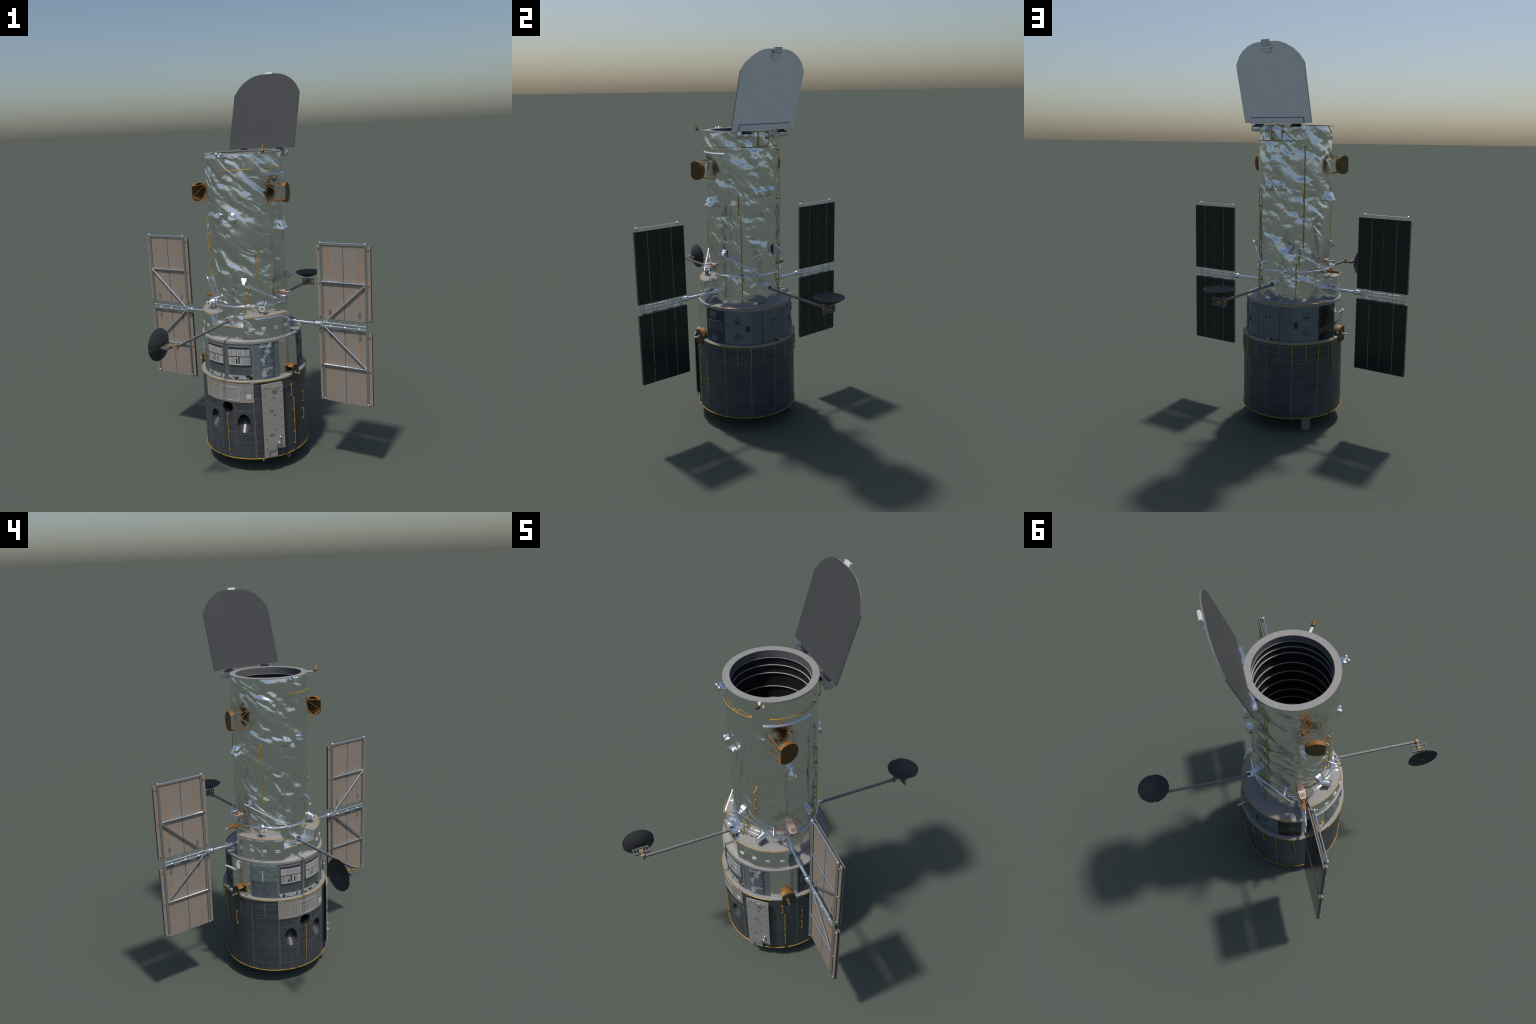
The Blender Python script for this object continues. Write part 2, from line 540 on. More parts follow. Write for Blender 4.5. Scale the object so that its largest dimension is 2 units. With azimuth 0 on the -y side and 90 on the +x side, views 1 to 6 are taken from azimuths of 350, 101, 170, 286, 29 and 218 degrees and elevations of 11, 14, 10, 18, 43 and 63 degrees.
        for e, q in ((P[:, 0], Q[:, 0]), (P[::-1, -1], Q[::-1, -1]), (P[0, ::-1], Q[0, ::-1]), (P[-1], Q[-1])):
            self.grid(np.stack([q, e], 1))

    def obj(self, name, mats, parent, smooth=35, bevel=0.0, kind=None):
        me = bpy.data.meshes.new(name)
        V = np.concatenate(self.v)
        F = self.f
        if self.mirror:
            V = V * np.array([-1, 1, 1])
            F = [f[::-1] for f in F]
        me.from_pydata(V.tolist(), [], F)
        for mn in ([mats] if isinstance(mats, str) else mats):
            me.materials.append(MATS[mn])
        me.polygons.foreach_set('material_index', self.mi)
        me.polygons.foreach_set('use_smooth', [True] * len(me.polygons))
        me.update()
        me.set_sharp_from_angle(angle=smooth * D2R)
        return place(me, name, parent, bevel=bevel, kind=kind)


def place(me, name, parent, matrix=None, bevel=0.0, kind=None):
    ob = bpy.data.objects.new(name, me)
    bpy.context.scene.collection.objects.link(ob)
    ob.parent = parent
    if matrix is not None:
        ob.matrix_local = matrix
    if bevel:
        md = ob.modifiers.new('edge', 'BEVEL')
        md.width = bevel
        md.segments = 2
        md.limit_method = 'ANGLE'
        md.angle_limit = 40 * D2R
    if kind:
        ob['kind'] = kind
    return ob


def empty(name, parent):
    ob = bpy.data.objects.new(name, None)
    bpy.context.scene.collection.objects.link(ob)
    ob.empty_display_size = 0.05
    ob.parent = parent
    return ob


def pol(th, r, z):
    return np.array([r * math.cos(th * D2R), r * math.sin(th * D2R), z])


def basis(th):
    """columns: radial, tangential (increasing theta), up"""
    c, s = math.cos(th * D2R), math.sin(th * D2R)
    return np.array([[c, -s, 0], [s, c, 0], [0, 0, 1.0]])


def crumpled_block(c, h, R=None, amp=0.004, n=9, seed=0, round_=0.25):
    """a foil-wrapped lump: subdivided rounded box with creases"""
    mb = MB()
    u = np.linspace(-1, 1, n)
    A, B = np.meshgrid(u, u, indexing='ij')
    for ax in range(3):
        for sg in (-1, 1):
            P = np.zeros(A.shape + (3,))
            P[..., ax] = sg
            P[..., (ax + 1) % 3] = A
            P[..., (ax + 2) % 3] = B
            L = np.linalg.norm(P, axis=-1, keepdims=True)
            P = P * (1 - round_) + P / L * 1.25 * round_
            P = P * np.array(h)
            if R is not None:
                P = P @ np.array(R).T
            P = P + np.array(c)
            nrm = (P - np.array(c))
            nrm /= np.linalg.norm(nrm, axis=-1, keepdims=True)
            k = noise(P * 45, seed)[..., None] + 0.7 * ridge(P * 80, seed + 1)[..., None] - 0.2
            P = P + nrm * k * amp
            mb.grid(P, flip=(sg < 0))
    return mb


ROOT = empty('space_telescope', None)
ROOT.location = (AXIS[0], AXIS[1], 0)
ROOT.rotation_euler = (0, 0, TURN)
ROOT['label'] = 'silver foil space telescope with solar wings and open lid'
ROOT['category'] = 'space telescope'

# ================================================================== aft shroud
shroud = empty('aft_shroud', ROOT)
RS = 0.271
PORTS = [(-90.0, 0.3465, 0.0298, 0.0290), (-72.0, 0.2665, 0.0330, 0.0490), (-108.0, 0.2665, 0.0330, 0.0490)]


def shroud_wall():
    mb = MB()
    nt, zs = 720, np.linspace(0.075, 0.481, 163)
    t = np.linspace(-180, 180, nt, endpoint=False)
    T, Z = np.meshgrid(t, zs, indexing='ij')
    T, Z = T.copy(), Z.copy()
    inside = np.zeros(T.shape, bool)
    for tc, zc, w, h in PORTS:
        X = (T - tc) * D2R * RS / w
        Y = (Z - zc) / h
        q = X * X + Y * Y
        inside |= q < 1
    a = np.arange(nt)
    b = (a + 1) % nt
    drop = inside[a][:, :-1] & inside[b][:, :-1] & inside[b][:, 1:] & inside[a][:, 1:]
    for tc, zc, w, h in PORTS:
        X = (T - tc) * D2R * RS / w
        Y = (Z - zc) / h
        q = np.sqrt(X * X + Y * Y) + 1e-9
        m = q < 1.0
        T = np.where(m, tc + X / q * w / (D2R * RS), T)
        Z = np.where(m, zc + Y / q * h, Z)
    # faint quilting
    hgt = -0.0006 * np.clip(1 - np.abs((T + 15.7) % 30 - 15) / 0.7, 0, 1)
    hgt += 0.0004 * noise(np.stack([np.cos(T * D2R) * 5, np.sin(T * D2R) * 5, Z * 14], -1), 9)
    Rr = RS + hgt
    P = np.stack([Rr * np.cos(T * D2R), Rr * np.sin(T * D2R), Z], -1).reshape(-1, 3)
    nz = len(zs)
    idx = np.arange(nt * nz).reshape(nt, nz)
    q = np.stack([idx[a][:, :-1], idx[b][:, :-1], idx[b][:, 1:], idx[a][:, 1:]], -1)
    mb.add(P, q[~drop].tolist())
    # bottom closure plate and lip
    mb.slot = 1
    mb.lathe([(0.0, 0.079), (0.262, 0.079), (0.262, 0.074), (RS + 0.0004, 0.074), (RS + 0.0006, 0.078)], n=180)
    mb.slot = 1
    mb.lathe([(RS + 0.0005, 0.480), (RS + 0.0012, 0.4795)], n=180)
    return mb.obj('shroud_wall', ['quilted_blanket', 'gray_trim'], shroud)


shroud_wall()


def port_tube(tc, zc, w, h):
    """lining of a light port: a tube running inwards (and upwards for the oval ones)"""
    mb = MB()
    tilt = 0.0 if h < 0.03 else math.acos(min(1, w / h))
    Bm = basis(tc)
    d = Bm @ np.array([-math.cos(tilt), 0, math.sin(tilt)])
    a = np.linspace(0, 2 * np.pi, 64, endpoint=False)
    rows = []
    tt = tc + np.cos(a) * w / (D2R * RS)
    start = np.stack([(RS - 0.0002) * np.cos(tt * D2R), (RS - 0.0002) * np.sin(tt * D2R), zc + np.sin(a) * h], -1)
    L = 0.11 if tilt else 0.06
    for k in np.linspace(0, 1, 12):
        rows.append(start + d * L * k)
    P = np.stack(rows, 1)
    mb.grid(P, closed_u=True, flip=True)
    mb.slot = 1
    mb.add(P[:, -1], [tuple(range(64))])
    if not tilt:
        mb.slot = 1
        rr = np.stack([start + d * 0.012, (start + d * 0.012) * 1.0], 1)
        c0 = pol(tc, RS - 0.012, zc)
        rr[:, 1] = c0 + (rr[:, 0] - c0) * 0.86
        mb.grid(rr, closed_u=True)
    mb.obj('light_port', ['port_lining' if tilt else 'black_box', 'baffle_black'], shroud)


for p in PORTS:
    port_tube(*p)

# top deck of the shroud
mb = MB()
mb.lathe([(0.2545, 0.4895), (0.2715, 0.4895), (0.2738, 0.4878), (0.2738, 0.478), (0.2705, 0.478)], n=240)
mb.obj('shroud_rim', 'gray_paint', shroud)

# ---- handrails
GR = 0.0021


def bar_rail(parent, th, z0, z1, Rb, posts=2, lift=0.0085, r=GR):
    mb = MB()
    a, b = max(z0, z1), min(z0, z1)
    mb.box(pol(th, Rb + lift, (a + b) / 2), (r * 0.75, r * 1.0, (a - b) / 2), basis(th))
    for k in np.linspace(0, 1, posts):
        zz = b + 0.003 + (a - b - 0.006) * k
        mb.box(pol(th, Rb + lift / 2, zz), (lift / 2, r * 1.15, 0.0028), basis(th))
        mb.box(pol(th, Rb + 0.0008, zz), (0.0012, r * 1.8, 0.0042), basis(th))
    mb.obj('handrail', 'gold_rail', parent, bevel=0.0006)


def arc_rail(parent, t0, t1, z, R, r=GR, posts=3, Rin=None):
    mb = MB()
    t = np.linspace(t0, t1, max(6, int(abs(t1 - t0) / 2)))
    mb.path([pol(x, R, z) for x in t], r, 8)
    for k in np.linspace(0.03, 0.97, posts):
        x = t0 + (t1 - t0) * k
        ri = Rin or R - 0.006
        mb.box(pol(x, (R + ri) / 2, z), ((R - ri) / 2 + r * 0.4, r * 1.9, r * 1.25), basis(x))
    mb.obj('handrail', 'gold_rail', parent)


for th, a, b, n in [(-16.7, .4386, .3771, 2), (-14.2, .366, .1147, 5), (4.4, .3678, .309, 2), (4.4, .2728, .215, 2),
                    (-90, .3155, .1145, 3), (-171.5, .386, .3106, 2), (171, .386, .309, 2), (169, .477, .3935, 2),
                    (30.1, .490, .384, 3), (44.8, .473, .382, 3), (59.5, .4922, .3825, 3), (119.6, .4915, .384, 3),
                    (134.8, .4735, .3823, 3), (149.4, .488, .3835, 3)]:
    bar_rail(shroud, th, a, b, RS, n, 0.006)
for a, b in [(-149.8, -121.3), (-116, -63.8), (-58.3, -26.8), (5.2, 28.2), (32.3, 56.4), (61.8, 117.3), (122.8, 147.1), (151.4, 178)]:
    arc_rail(shroud, a, b, 0.4845, 0.2755, 0.0019, Rin=0.272)
for a, b in [(-100.7, -15.3), (-11.7, 74.5), (78.3, 165.4), (168.9, 255.7)]:
    arc_rail(shroud, a, b, 0.0775, 0.2742, 0.0022, 5, Rin=0.269)
# silver band under the rails is part of the rim; now beige access cover
mb = MB()
mb.patch(-121.5, -60.0, 0.3775, 0.4780, 0.2742, 0.0035, nth=60)
mb.obj('access_cover', 'beige_cover', shroud)
mb = MB()
for (a, b, c, d) in [(-97.5, -96.4, .3885, .4545), (-76.6, -75.0, .3885, .4575), (-97.5, -75.0, .4535, .4570), (-97.5, -75.0, .3870, .3900)]:
    mb.patch(a, b, c, d, 0.2762, 0.003)
for (a, b, c, d) in [(-87.5, -86.9, .448, .460), (-91.5, -90.9, .450, .460), (-93, -91, .386, .3895), (-87, -85, .386, .3895)]:
    mb.patch(a, b, c, d, 0.2772, 0.004)
mb.obj('hatch_frame', 'frame_light', shroud)
mb = MB()
mb.patch(-68.3, -62.0, .3955, .4225, 0.2752, 0.002)
mb.slot = 1
mb.patch(-67.4, -62.9, .3985, .4195, 0.2764, 0.002)
mb.obj('small_hatch', ['frame_light', 'white_vinyl'], shroud)
mb = MB()
for (a, b, c, d) in [(-105, -104.8, .39, .4535), (-101.2, -101.0, .39, .4535), (-105, -101, .4535, .4545), (-104.5, -101.5, .4445, .4452),
                     (-69.4, -69.2, .388, .47), (-69.4, -61, .433, .4336), (-74.5, -69.4, .43, .4306), (-113.2, -113.0, .385, .47), (-121, -60.5, .4695, .4703), (-87.1, -86.9, .392, .4535)]:
    mb.patch(a, b, c, d, 0.27445, 0.001)
for th, zz in [(-116, .446), (-109, .452), (-109, .418), (-72.3, .445), (-66, .447), (-64, .447)]:
    mb.sphere(pol(th, 0.2743, zz), 0.0011, 8, 6)
mb.obj('cover_seams', 'bolt_dark', shroud, kind='stuff')
# rust tags
mb = MB()
for th, zz in [(-102, .351), (-97.5, .221), (-98, .1155)]:
    mb.patch(th - 1.2, th + 1.2, zz - .003, zz + .003, RS + 0.0012, 0.001)
mb.obj('tag', 'rust_spot', shroud, kind='stuff')
# extra seams around the ports
mb = MB()
for (a, b, c, d) in [(-99.3, -98.7, .115, .377), (-81.6, -81.0, .115, .377), (-98.9, -81.3, .3085, .3105), (-98.9, -81.3, .2595, .2615),
                     (-120, -99, .332, .334), (-81, -61, .3300, .332), (-81, -61, .3355, .3375), (-81, -61, .206, .208), (-120, -99, .207, .209)]:
    mb.patch(a, b, c, d, RS + 0.0006, 0.001)
mb.obj('blanket_seam', 'seam_gray', shroud, kind='stuff')
mb = MB()
mb.ring(RS - .002, RS + .0009, .1104, .1120, n=240)
mb.obj('lower_groove', 'dark_line', shroud)


# ---- standing white radiator panel
def radiator():
    grp = empty('radiator_panel', shroud)
    A0, A1 = np.array([.1798, -.2322]), np.array([.2515, -.1458])
    e = (A1 - A0) / np.linalg.norm(A1 - A0)
    nr = np.array([e[1], -e[0]])
    W = np.linalg.norm(A1 - A0)
    R3 = np.array([[e[0], nr[0], 0], [e[1], nr[1], 0], [0, 0, 1.0]])

    def at(u, d, z):
        q = A0 + e * u + nr * d
        return (q[0], q[1], z)
    mb = MB()
    mb.box(at(W / 2, -0.002, 0.2925), (W / 2, 0.0025, 0.168), R3)
    mb.box(at(W * 0.315, -0.003, 0.1045), (W * 0.315, 0.002, 0.0185), R3)
    mb.box(at(W / 2, -0.0045, 0.4678), (W / 2, 0.0025, 0.0072), R3)
    mb.obj('radiator_sheet', 'radiator_white', grp, bevel=0.001)
    mb = MB()
    mb.box(at(W * 0.55, -0.014, 0.282), (W * 0.36, 0.008, 0.165), R3)
    mb.obj('radiator_core', 'black_box', grp)
    mb = MB()
    for u in (0.012, W - 0.014):
        for zz in np.arange(0.145, 0.46, 0.047):
            p = at(u, 0.0012, zz + (0.006 if u > 0.05 else 0))
            mb.cyl(p, np.array(p) + np.array([nr[0], nr[1], 0]) * 0.0012, 0.0048, 0.0042, 14)
    for u, zz, hw, hh in [(.018, .466, .008, .006), (.04, .463, .008, .009), (.06, .45, .010, .012), (.085, .458, .012, .01)]:
        mb.box(at(u, 0.0008, zz - .004), (hw, 0.0012, hh), R3)
    mb.obj('button', 'radiator_white', grp, bevel=0.0005, kind='stuff')
    mb = MB()
    for u, zz in [(.062, .40), (.062, .31), (.062, .232)]:
        mb.box(at(u, 0.001, zz), (.0045, 0.0014, .003), R3 @ np.array([[.9, 0, -.42], [0, 1, 0], [.42, 0, .9]]))
    for u, zz in [(.044, .333), (.041, .205)]:
        mb.box(at(u, 0.0007, zz), (.009, 0.0008, .007), R3)
        mb.box(at(u + .012, 0.0007, zz - .004), (.008, 0.0007, .0009), R3)
    mb.obj('latch_mark', 'stain_tan', grp, kind='stuff')
    mb = MB()
    p = at(.068, 0.0006, .432)
    mb.cyl(p, np.array(p) + np.array([nr[0], nr[1], 0]) * 0.0016, 0.013, 0.012, 20)
    mb.obj('round_cover', 'stain_tan', grp, bevel=0.0005)
    mb = MB()
    mb.cyl(at(.086, .0025, .185), at(.086, .0025, .155), .0045, seg=12)
    mb.sphere(at(.086, .003, .186), .006)
    mb.sphere(at(.080, .003, .157), .006)
    mb.sphere(at(.089, .003, .150), .005)
    mb.box(at(.074, .001, .143), (.012, .002, .010), R3)
    mb.obj('coupling', 'bare_metal', grp)
    mb = MB()
    mb.path([at(.022, .001, .092), at(.022, .002, .112), at(.026, .002, .119), at(.06, .002, .1225), at(.062, .002, .117)], .0013, 6)
    mb.path([at(.028, .001, .088), at(.028, .001, .112)], .001, 6)
    mb.obj('wire', 'gray_trim', grp, kind='stuff')


blotched('stain_tan', (0.17, 0.14, 0.11), (0.24, 0.20, 0.17), (0.10, 0.07, 0.05), 60, 0.5, 0.7, 0.6, 0.0, 0.1)
radiator()


# ---- radially set keel disc fittings (one on each side)
def keel(sx):
    g = empty('keel_fitting', shroud)
    mi = sx < 0
    cn, cz, R, s1 = -.0575, .4935, .0420, .2768
    half = math.acos(-.0235 / R)
    a = np.linspace(-half, half, 49)
    mb = MB(mi)
    F = np.stack([np.full(49, s1), cn + R * np.cos(a), cz + R * np.sin(a)], -1)
    Bq = F - [.0045, 0, 0]
    mb.add(F, [tuple(range(49))])
    mb.add(Bq, [tuple(range(49))[::-1]])
    mb.grid(np.stack([Bq, F], 1))
    mb.grid(np.stack([Bq[[-1, 0]], F[[-1, 0]]], 1))
    mb.obj('keel_disc', 'keel_film', g)
    # curved roof joining the plate to the wall
    mb = MB(mi)
    a = np.linspace(.45, half, 24)
    rows = [np.stack([np.full(24, x), cn + r * np.cos(a), cz + r * np.sin(a)], -1) for x, r in ((s1 - .0048, R * .985), (.2490, R * 1.06), (.2490, R * 1.02), (s1 - .0048, R * .945))]
    P = np.stack(rows, 1)
    P = np.concatenate([P, P[:, :1]], 1)
    mb.grid(P)
    mb.add(P[0, :4], [(3, 2, 1, 0)])
    mb.add(P[-1, :4], [(0, 1, 2, 3)])
    mb.obj('keel_roof', 'orange_film', g)
    mb = MB(mi)
    mb.cyl((0.255, -0.052, 0.4935), (0.3035, -0.0585, 0.4935), 0.0055, seg=16)
    mb.cyl((0.277, -0.0552, 0.4935), (0.2795, -0.0555, 0.4935), 0.0085, seg=16)
    mb.beam((0.25, -0.062, 0.500), (0.272, -0.058, 0.4935), 0.006, 0.006)
    mb.beam((0.25, -0.046, 0.486), (0.272, -0.052, 0.4935), 0.006, 0.006)
    mb.obj('keel_pin', 'bare_metal', g)


keel(1)
keel(-1)
# peg on the far side
mb = MB()
mb.cyl(pol(93.0, 0.254, 0.507), pol(94.5, 0.298, 0.509), 0.0045, seg=12)
mb.slot = 1
mb.sphere(pol(93.0, 0.262, 0.502), 0.009, sq=(1, 1, .8))
mb.obj('grapple_peg', ['bare_metal', 'brown_film'], shroud)


# ---- berthing foot plates below
def foot_plate(th, R, zt, zb, w, mat='gray_trim'):
    mb = MB()
    Bm = basis(th)
    n = 20
    a = np.linspace(0, -np.pi, n)
    prof = [(w, zt)] + [(w * math.cos(x), zb + w + w * math.sin(x)) for x in a] + [(-w, zt)]
    prof = np.array(prof)
    k = len(prof)
    rows = []
    for r, sc in ((R, 1), (R + 0.007, 1), (R + 0.007, 0.86), (R + 0.003, 0.86)):
        q = prof.copy()
        q[:, 0] *= sc
        q[:, 1] = zt - (zt - q[:, 1]) * (1 if sc == 1 else 0.94)
        rows.append(np.array([Bm @ np.array([r, y, z]) for y, z in q]))
    P = np.stack(rows, 1)
    mb.grid(P)
    mb.add(P[:, -1], [tuple(range(k))])
    mb.add(P[:, 0], [tuple(range(k))[::-1]])
    mb.slot = 1
    mb.cyl(Bm @ np.array([R + .006, 0, zt]), Bm @ np.array([R + .006, .001, zt - .035]), .0035, .0008, 8)
    mb.obj('berthing_plate', [mat, 'gold_rail'], shroud)


foot_plate(137.6, 0.2505, 0.079, 0.0, 0.0245)
foot_plate(-20.0, 0.2480, 0.079, 0.038, 0.012)
mb = MB()
mb.sphere(pol(-53, 0.2535, 0.0585), 0.0065)
mb.cyl(pol(-53, 0.2535, 0.079), pol(-53, 0.2535, 0.06), 0.004)
mb.obj('berthing_pin', 'bare_metal', shroud)

# ================================================================== equipment section
bay = empty('equipment_section', ROOT)
mb = MB()
mb.lathe([(0.2535, 0.487), (0.2535, 0.680)], n=240)
mb.obj('bay_drum', 'bay_core', bay)
mb = MB()
mb.lathe([(0.186, 0.6895), (0.2572, 0.6895), (0.2588, 0.6880), (0.2588, 0.6760), (0.2530, 0.6755)], n=240)
mb.obj('bay_deck', 'gray_paint', bay)
mb = MB()
mb.patch(-90.9, -89.3, 0.6757, 0.6885, 0.2592, 0.002)
mb.beam(pol(-90, 0.2585, 0.690), pol(-89, 0.246, 0.690), 0.004, 0.0014)
mb.obj('deck_joint', 'gray_trim', bay)
arc_rail(bay, 12.7, 169.5, 0.6912, 0.2572, 0.0018, 7, Rin=0.254)
ZB0, ZB1 = 0.4895, 0.6757
# ribs between bays
mb = MB()
for th, w in [(0.9, .7), (28.9, .45), (59.6, .75), (90.2, .45), (120.2, .75), (150.5, .6), (177.8, .8), (-121, .8), (-58.9, .8), (-90.3, 1.0), (-28.4, .25), (-152, .25)]:
    mb.patch(th - w, th + w, ZB0, ZB1, 0.2578 if abs(w - .25) > .01 else 0.2562, 0.005)
mb.obj('bay_rib', 'gray_trim', bay)

TW = lambda T, Z: foil_height(T, Z, 0.25, 1.0, 0.6)


def win_bay(t0, t1, seed, swap):
    """bay with a louvred window above a riveted plate and a torn foil strip"""
    g = empty('louver_bay', bay)
    rnd = random.Random(seed)
    span = t1 - t0
    mb = MB()
    mb.patch(t0 + .3, t1 - .3, ZB0 + .001, ZB1 - .001, 0.2550, 0.002)
    mb.slot = 1
    mb.patch(t0 + 1.4, t1 - 1.4, .5145, .574, 0.2557, 0.002)
    mb.obj('bay_plate', ['window_frame', 'dark_plate'], g)
    l0, l1 = t0 + span * .10, t1 - span * .085
    mb = MB()
    # frame bars
    mb.patch(l0 - 1.2, l1 + 1.0, .6595, .6655, 0.2585, 0.004)
    mb.patch(l0 - 1.4, l0 - .5, .575, .6655, 0.2582, 0.004)
    mb.patch(l1 + .2, l1 + 1.2, .575, .6655, 0.2592, 0.004)
    mb.obj('window_trim', 'window_frame', g)
    mb = MB()
    mb.patch(l0, l1, .5715, .6590, 0.2575, 0.004)
    mb.obj('window_recess', 'black_box', g)
    # louvers, two rows
    fins = 17
    for za, zb in ((.6150, .6500), (.5735, .6105)):
        for i in range(fins):
            a = l0 + (l1 - l0) * (i + .04) / fins
            b = l0 + (l1 - l0) * (i + .94 - .06 * rnd.random()) / fins
            lo = za
            if za < .6 and i in (6, 8, 11):
                lo = za + rnd.choice([.006, .017, .03])
                if i == 8:
                    continue
            m2 = MB()
            m2.patch(a, b, lo, zb - .0015 * rnd.random(), 0.2612 + .0009 * rnd.random(), 0.004, nth=3)
            m2.obj('louver', 'louver_white', g)
    mb = MB()
    mb.patch(l0 - .2, l1 + .4, .5700, .5740, 0.2622, 0.005)
    mb.obj('louver_sill', 'louver_white', g)
    mb = MB()
    for i in range(9):
        th = t0 + span * (.12 + .09 * i) + rnd.uniform(-.6, .6)
        mb.sphere(pol(th, .2557, .5245 + rnd.uniform(-.0015, .0015)), .0014, 8, 5)
        if i % 2 == 0:
            mb.sphere(pol(th + 1, .2557, .545 + rnd.uniform(-.004, .008)), .0014, 8, 5)
    for zz in np.linspace(.53, .66, 7):
        mb.sphere(pol(t0 + 1.0 + (0 if swap else span - 2.6), .2553, zz), .0013, 8, 5)
    mb.obj('rivet', 'gray_paint', g, kind='stuff')
    mb = MB()
    mb.patch(t0 + .8, t1 - .8, .4935, .5135, 0.2565, 0.003, nth=90, nz=16,
             disp=lambda T, Z: 0.0035 * ridge(np.stack([T * 14, Z * 60, Z * 0 + seed], -1), seed) + .002 * noise(np.stack([T * 40, Z * 150, Z * 0], -1), seed + 1), fade=False)
    mb.obj('torn_foil', 'torn_foil', g)


win_bay(-120.2, -91.4, 1, False)
win_bay(-89.2, -59.8, 2, True)


def crinkle(seed, amp=.003, k=1.0):
    return lambda T, Z: amp * (ridge(np.stack([T * 7 * k + Z * 12, Z * 26 * k, T * 0 + seed], -1), seed) + .6 * noise(np.stack([T * 14 * k, Z * 50 * k, T * 0], -1), seed + 2) + .4 * ridge(np.stack([T * 20 * k - Z * 30, Z * 70 * k, T * 0 + 3], -1), seed + 5))


# blanket-covered bay
g = empty('blanket_bay', bay)
mb = MB()
mb.patch(-58, -28.7, ZB0 + .001, ZB1 - .001, 0.2555, 0.002)
mb.obj('bay_plate', 'steel_panel', g)
mb = MB()
mb.patch(-51, -35.5, ZB0 + .003, ZB1 - .001, 0.2568, 0.002, nth=60, nz=80, disp=crinkle(3, .0045))
mb.obj('bay_blanket', 'patched_foil', g)
mb = MB()
for zz in np.linspace(.50, .665, 7):
    for th in (-55.5, -53, -30.5, -33):
        mb.sphere(pol(th + random.uniform(-.5, .5), .2556, zz), .0012, 8, 5)
mb.obj('rivet', 'gray_paint', g, kind='stuff')
mb = MB()
mb.patch(-35.2, -34.8, ZB0 + .001, ZB1 - .001, 0.2563, 0.002)
mb.obj('bay_seam', 'bolt_dark', g)
mb = MB()
mb.patch(-33, -30.8, .6325, .6355, 0.2562, 0.001)
mb.patch(-45, -42, .5240, .5270, 0.2600, 0.003)
mb.obj('tag', 'rust_spot', g, kind='stuff')

# smooth silver bays
g = empty('silver_bay', bay)
for a, b in ((-28.2, 0.4), (178.6, 207.6)):
    mb = MB()
    mb.patch(a, b, ZB0 + .001, ZB1 - .0002, 0.2560, 0.003, nth=70, nz=90, disp=lambda T, Z: .30 * foil_height(T, Z, .25, 1, .4) + .0008 * ridge(np.stack([T * 5 - Z * 25, Z * 22, T * 0], -1), 27))
    mb.obj('silver_blanket', 'band_foil', g)

# film-and-plate bay
g = empty('film_bay', bay)
mb = MB()
mb.patch(-151.6, -122, ZB0 + .001, .5785, 0.2562, 0.002)
mb.obj('bay_plate', 'blue_gray_panel', g)
mb = MB()
mb.patch(-151.6, -122, .5790, ZB1 - .001, 0.2572, 0.003, nth=60, nz=60, disp=crinkle(9, .004, .6))
mb.slot = 1
mb.patch(-138.3, -137.1, .5800, .640, 0.2602, 0.004)
mb.obj('bay_film', ['teal_film', 'white_vinyl'], g)
mb = MB()
for i in range(7):
    mb.sphere(pol(-149 + 4.2 * i, .2563, .570), .0012, 8, 5)
    mb.sphere(pol(-148 + 4.2 * i, .2563, .505), .0012, 8, 5)
    mb.sphere(pol(-149 + (26 if i % 2 else 0), .2563, .51 + .01 * i), .0012, 8, 5)
mb.patch(-139, -136, .5345, .5375, 0.2572, 0.002)
mb.obj('rivet', 'bolt_dark', g, kind='stuff')
mb = MB()
mb.patch(-125.5, -122.3, .611, .617, 0.2600, 0.003)
mb.obj('tag', 'rust_spot', g, kind='stuff')

# plain door pair with dark seams
g = empty('plain_doors', bay)
for a, b, sm in ((60.4, 89.6, 74.4), (90.8, 119.4, 104.6)):
    mb = MB()
    mb.patch(a, sm - .35, ZB0 + .001, ZB1 - .001, 0.2562, 0.003)
    mb.patch(sm + .35, b, ZB0 + .001, ZB1 - .001, 0.2562, 0.003)
    mb.obj('bay_door', 'blue_gray_panel', g)
    mb = MB()
    mb.patch(sm - .35, sm + .35, ZB0 + .001, ZB1 - .001, 0.2550, 0.001)
    mb.slot = 1
    for th in (a + 2, b - 2, sm):
        for zz in (.6685, .4965):
            if th == sm and zz < .6:
                continue
            mb.patch(th - 1.4, th + 1.4, zz - .0028, zz + .0028, 0.2574, 0.002)
            mb.sphere(pol(th - .6, .2574, zz), .0018, 8, 6)
    mb.obj('door_fastener', ['black_box', 'gray_trim'], g)
mb = MB()
for th in (87.4, 91.6):
    mb.cyl(pol(th, .2555, .617), pol(th, .2605, .618), .0034, seg=12)
    mb.beam(pol(th, .2605, .617), pol(th + (1.2 if th > 90 else -1.2), .2605, .613), .003, .002)
mb.obj('door_knob', 'bolt_dark', g)


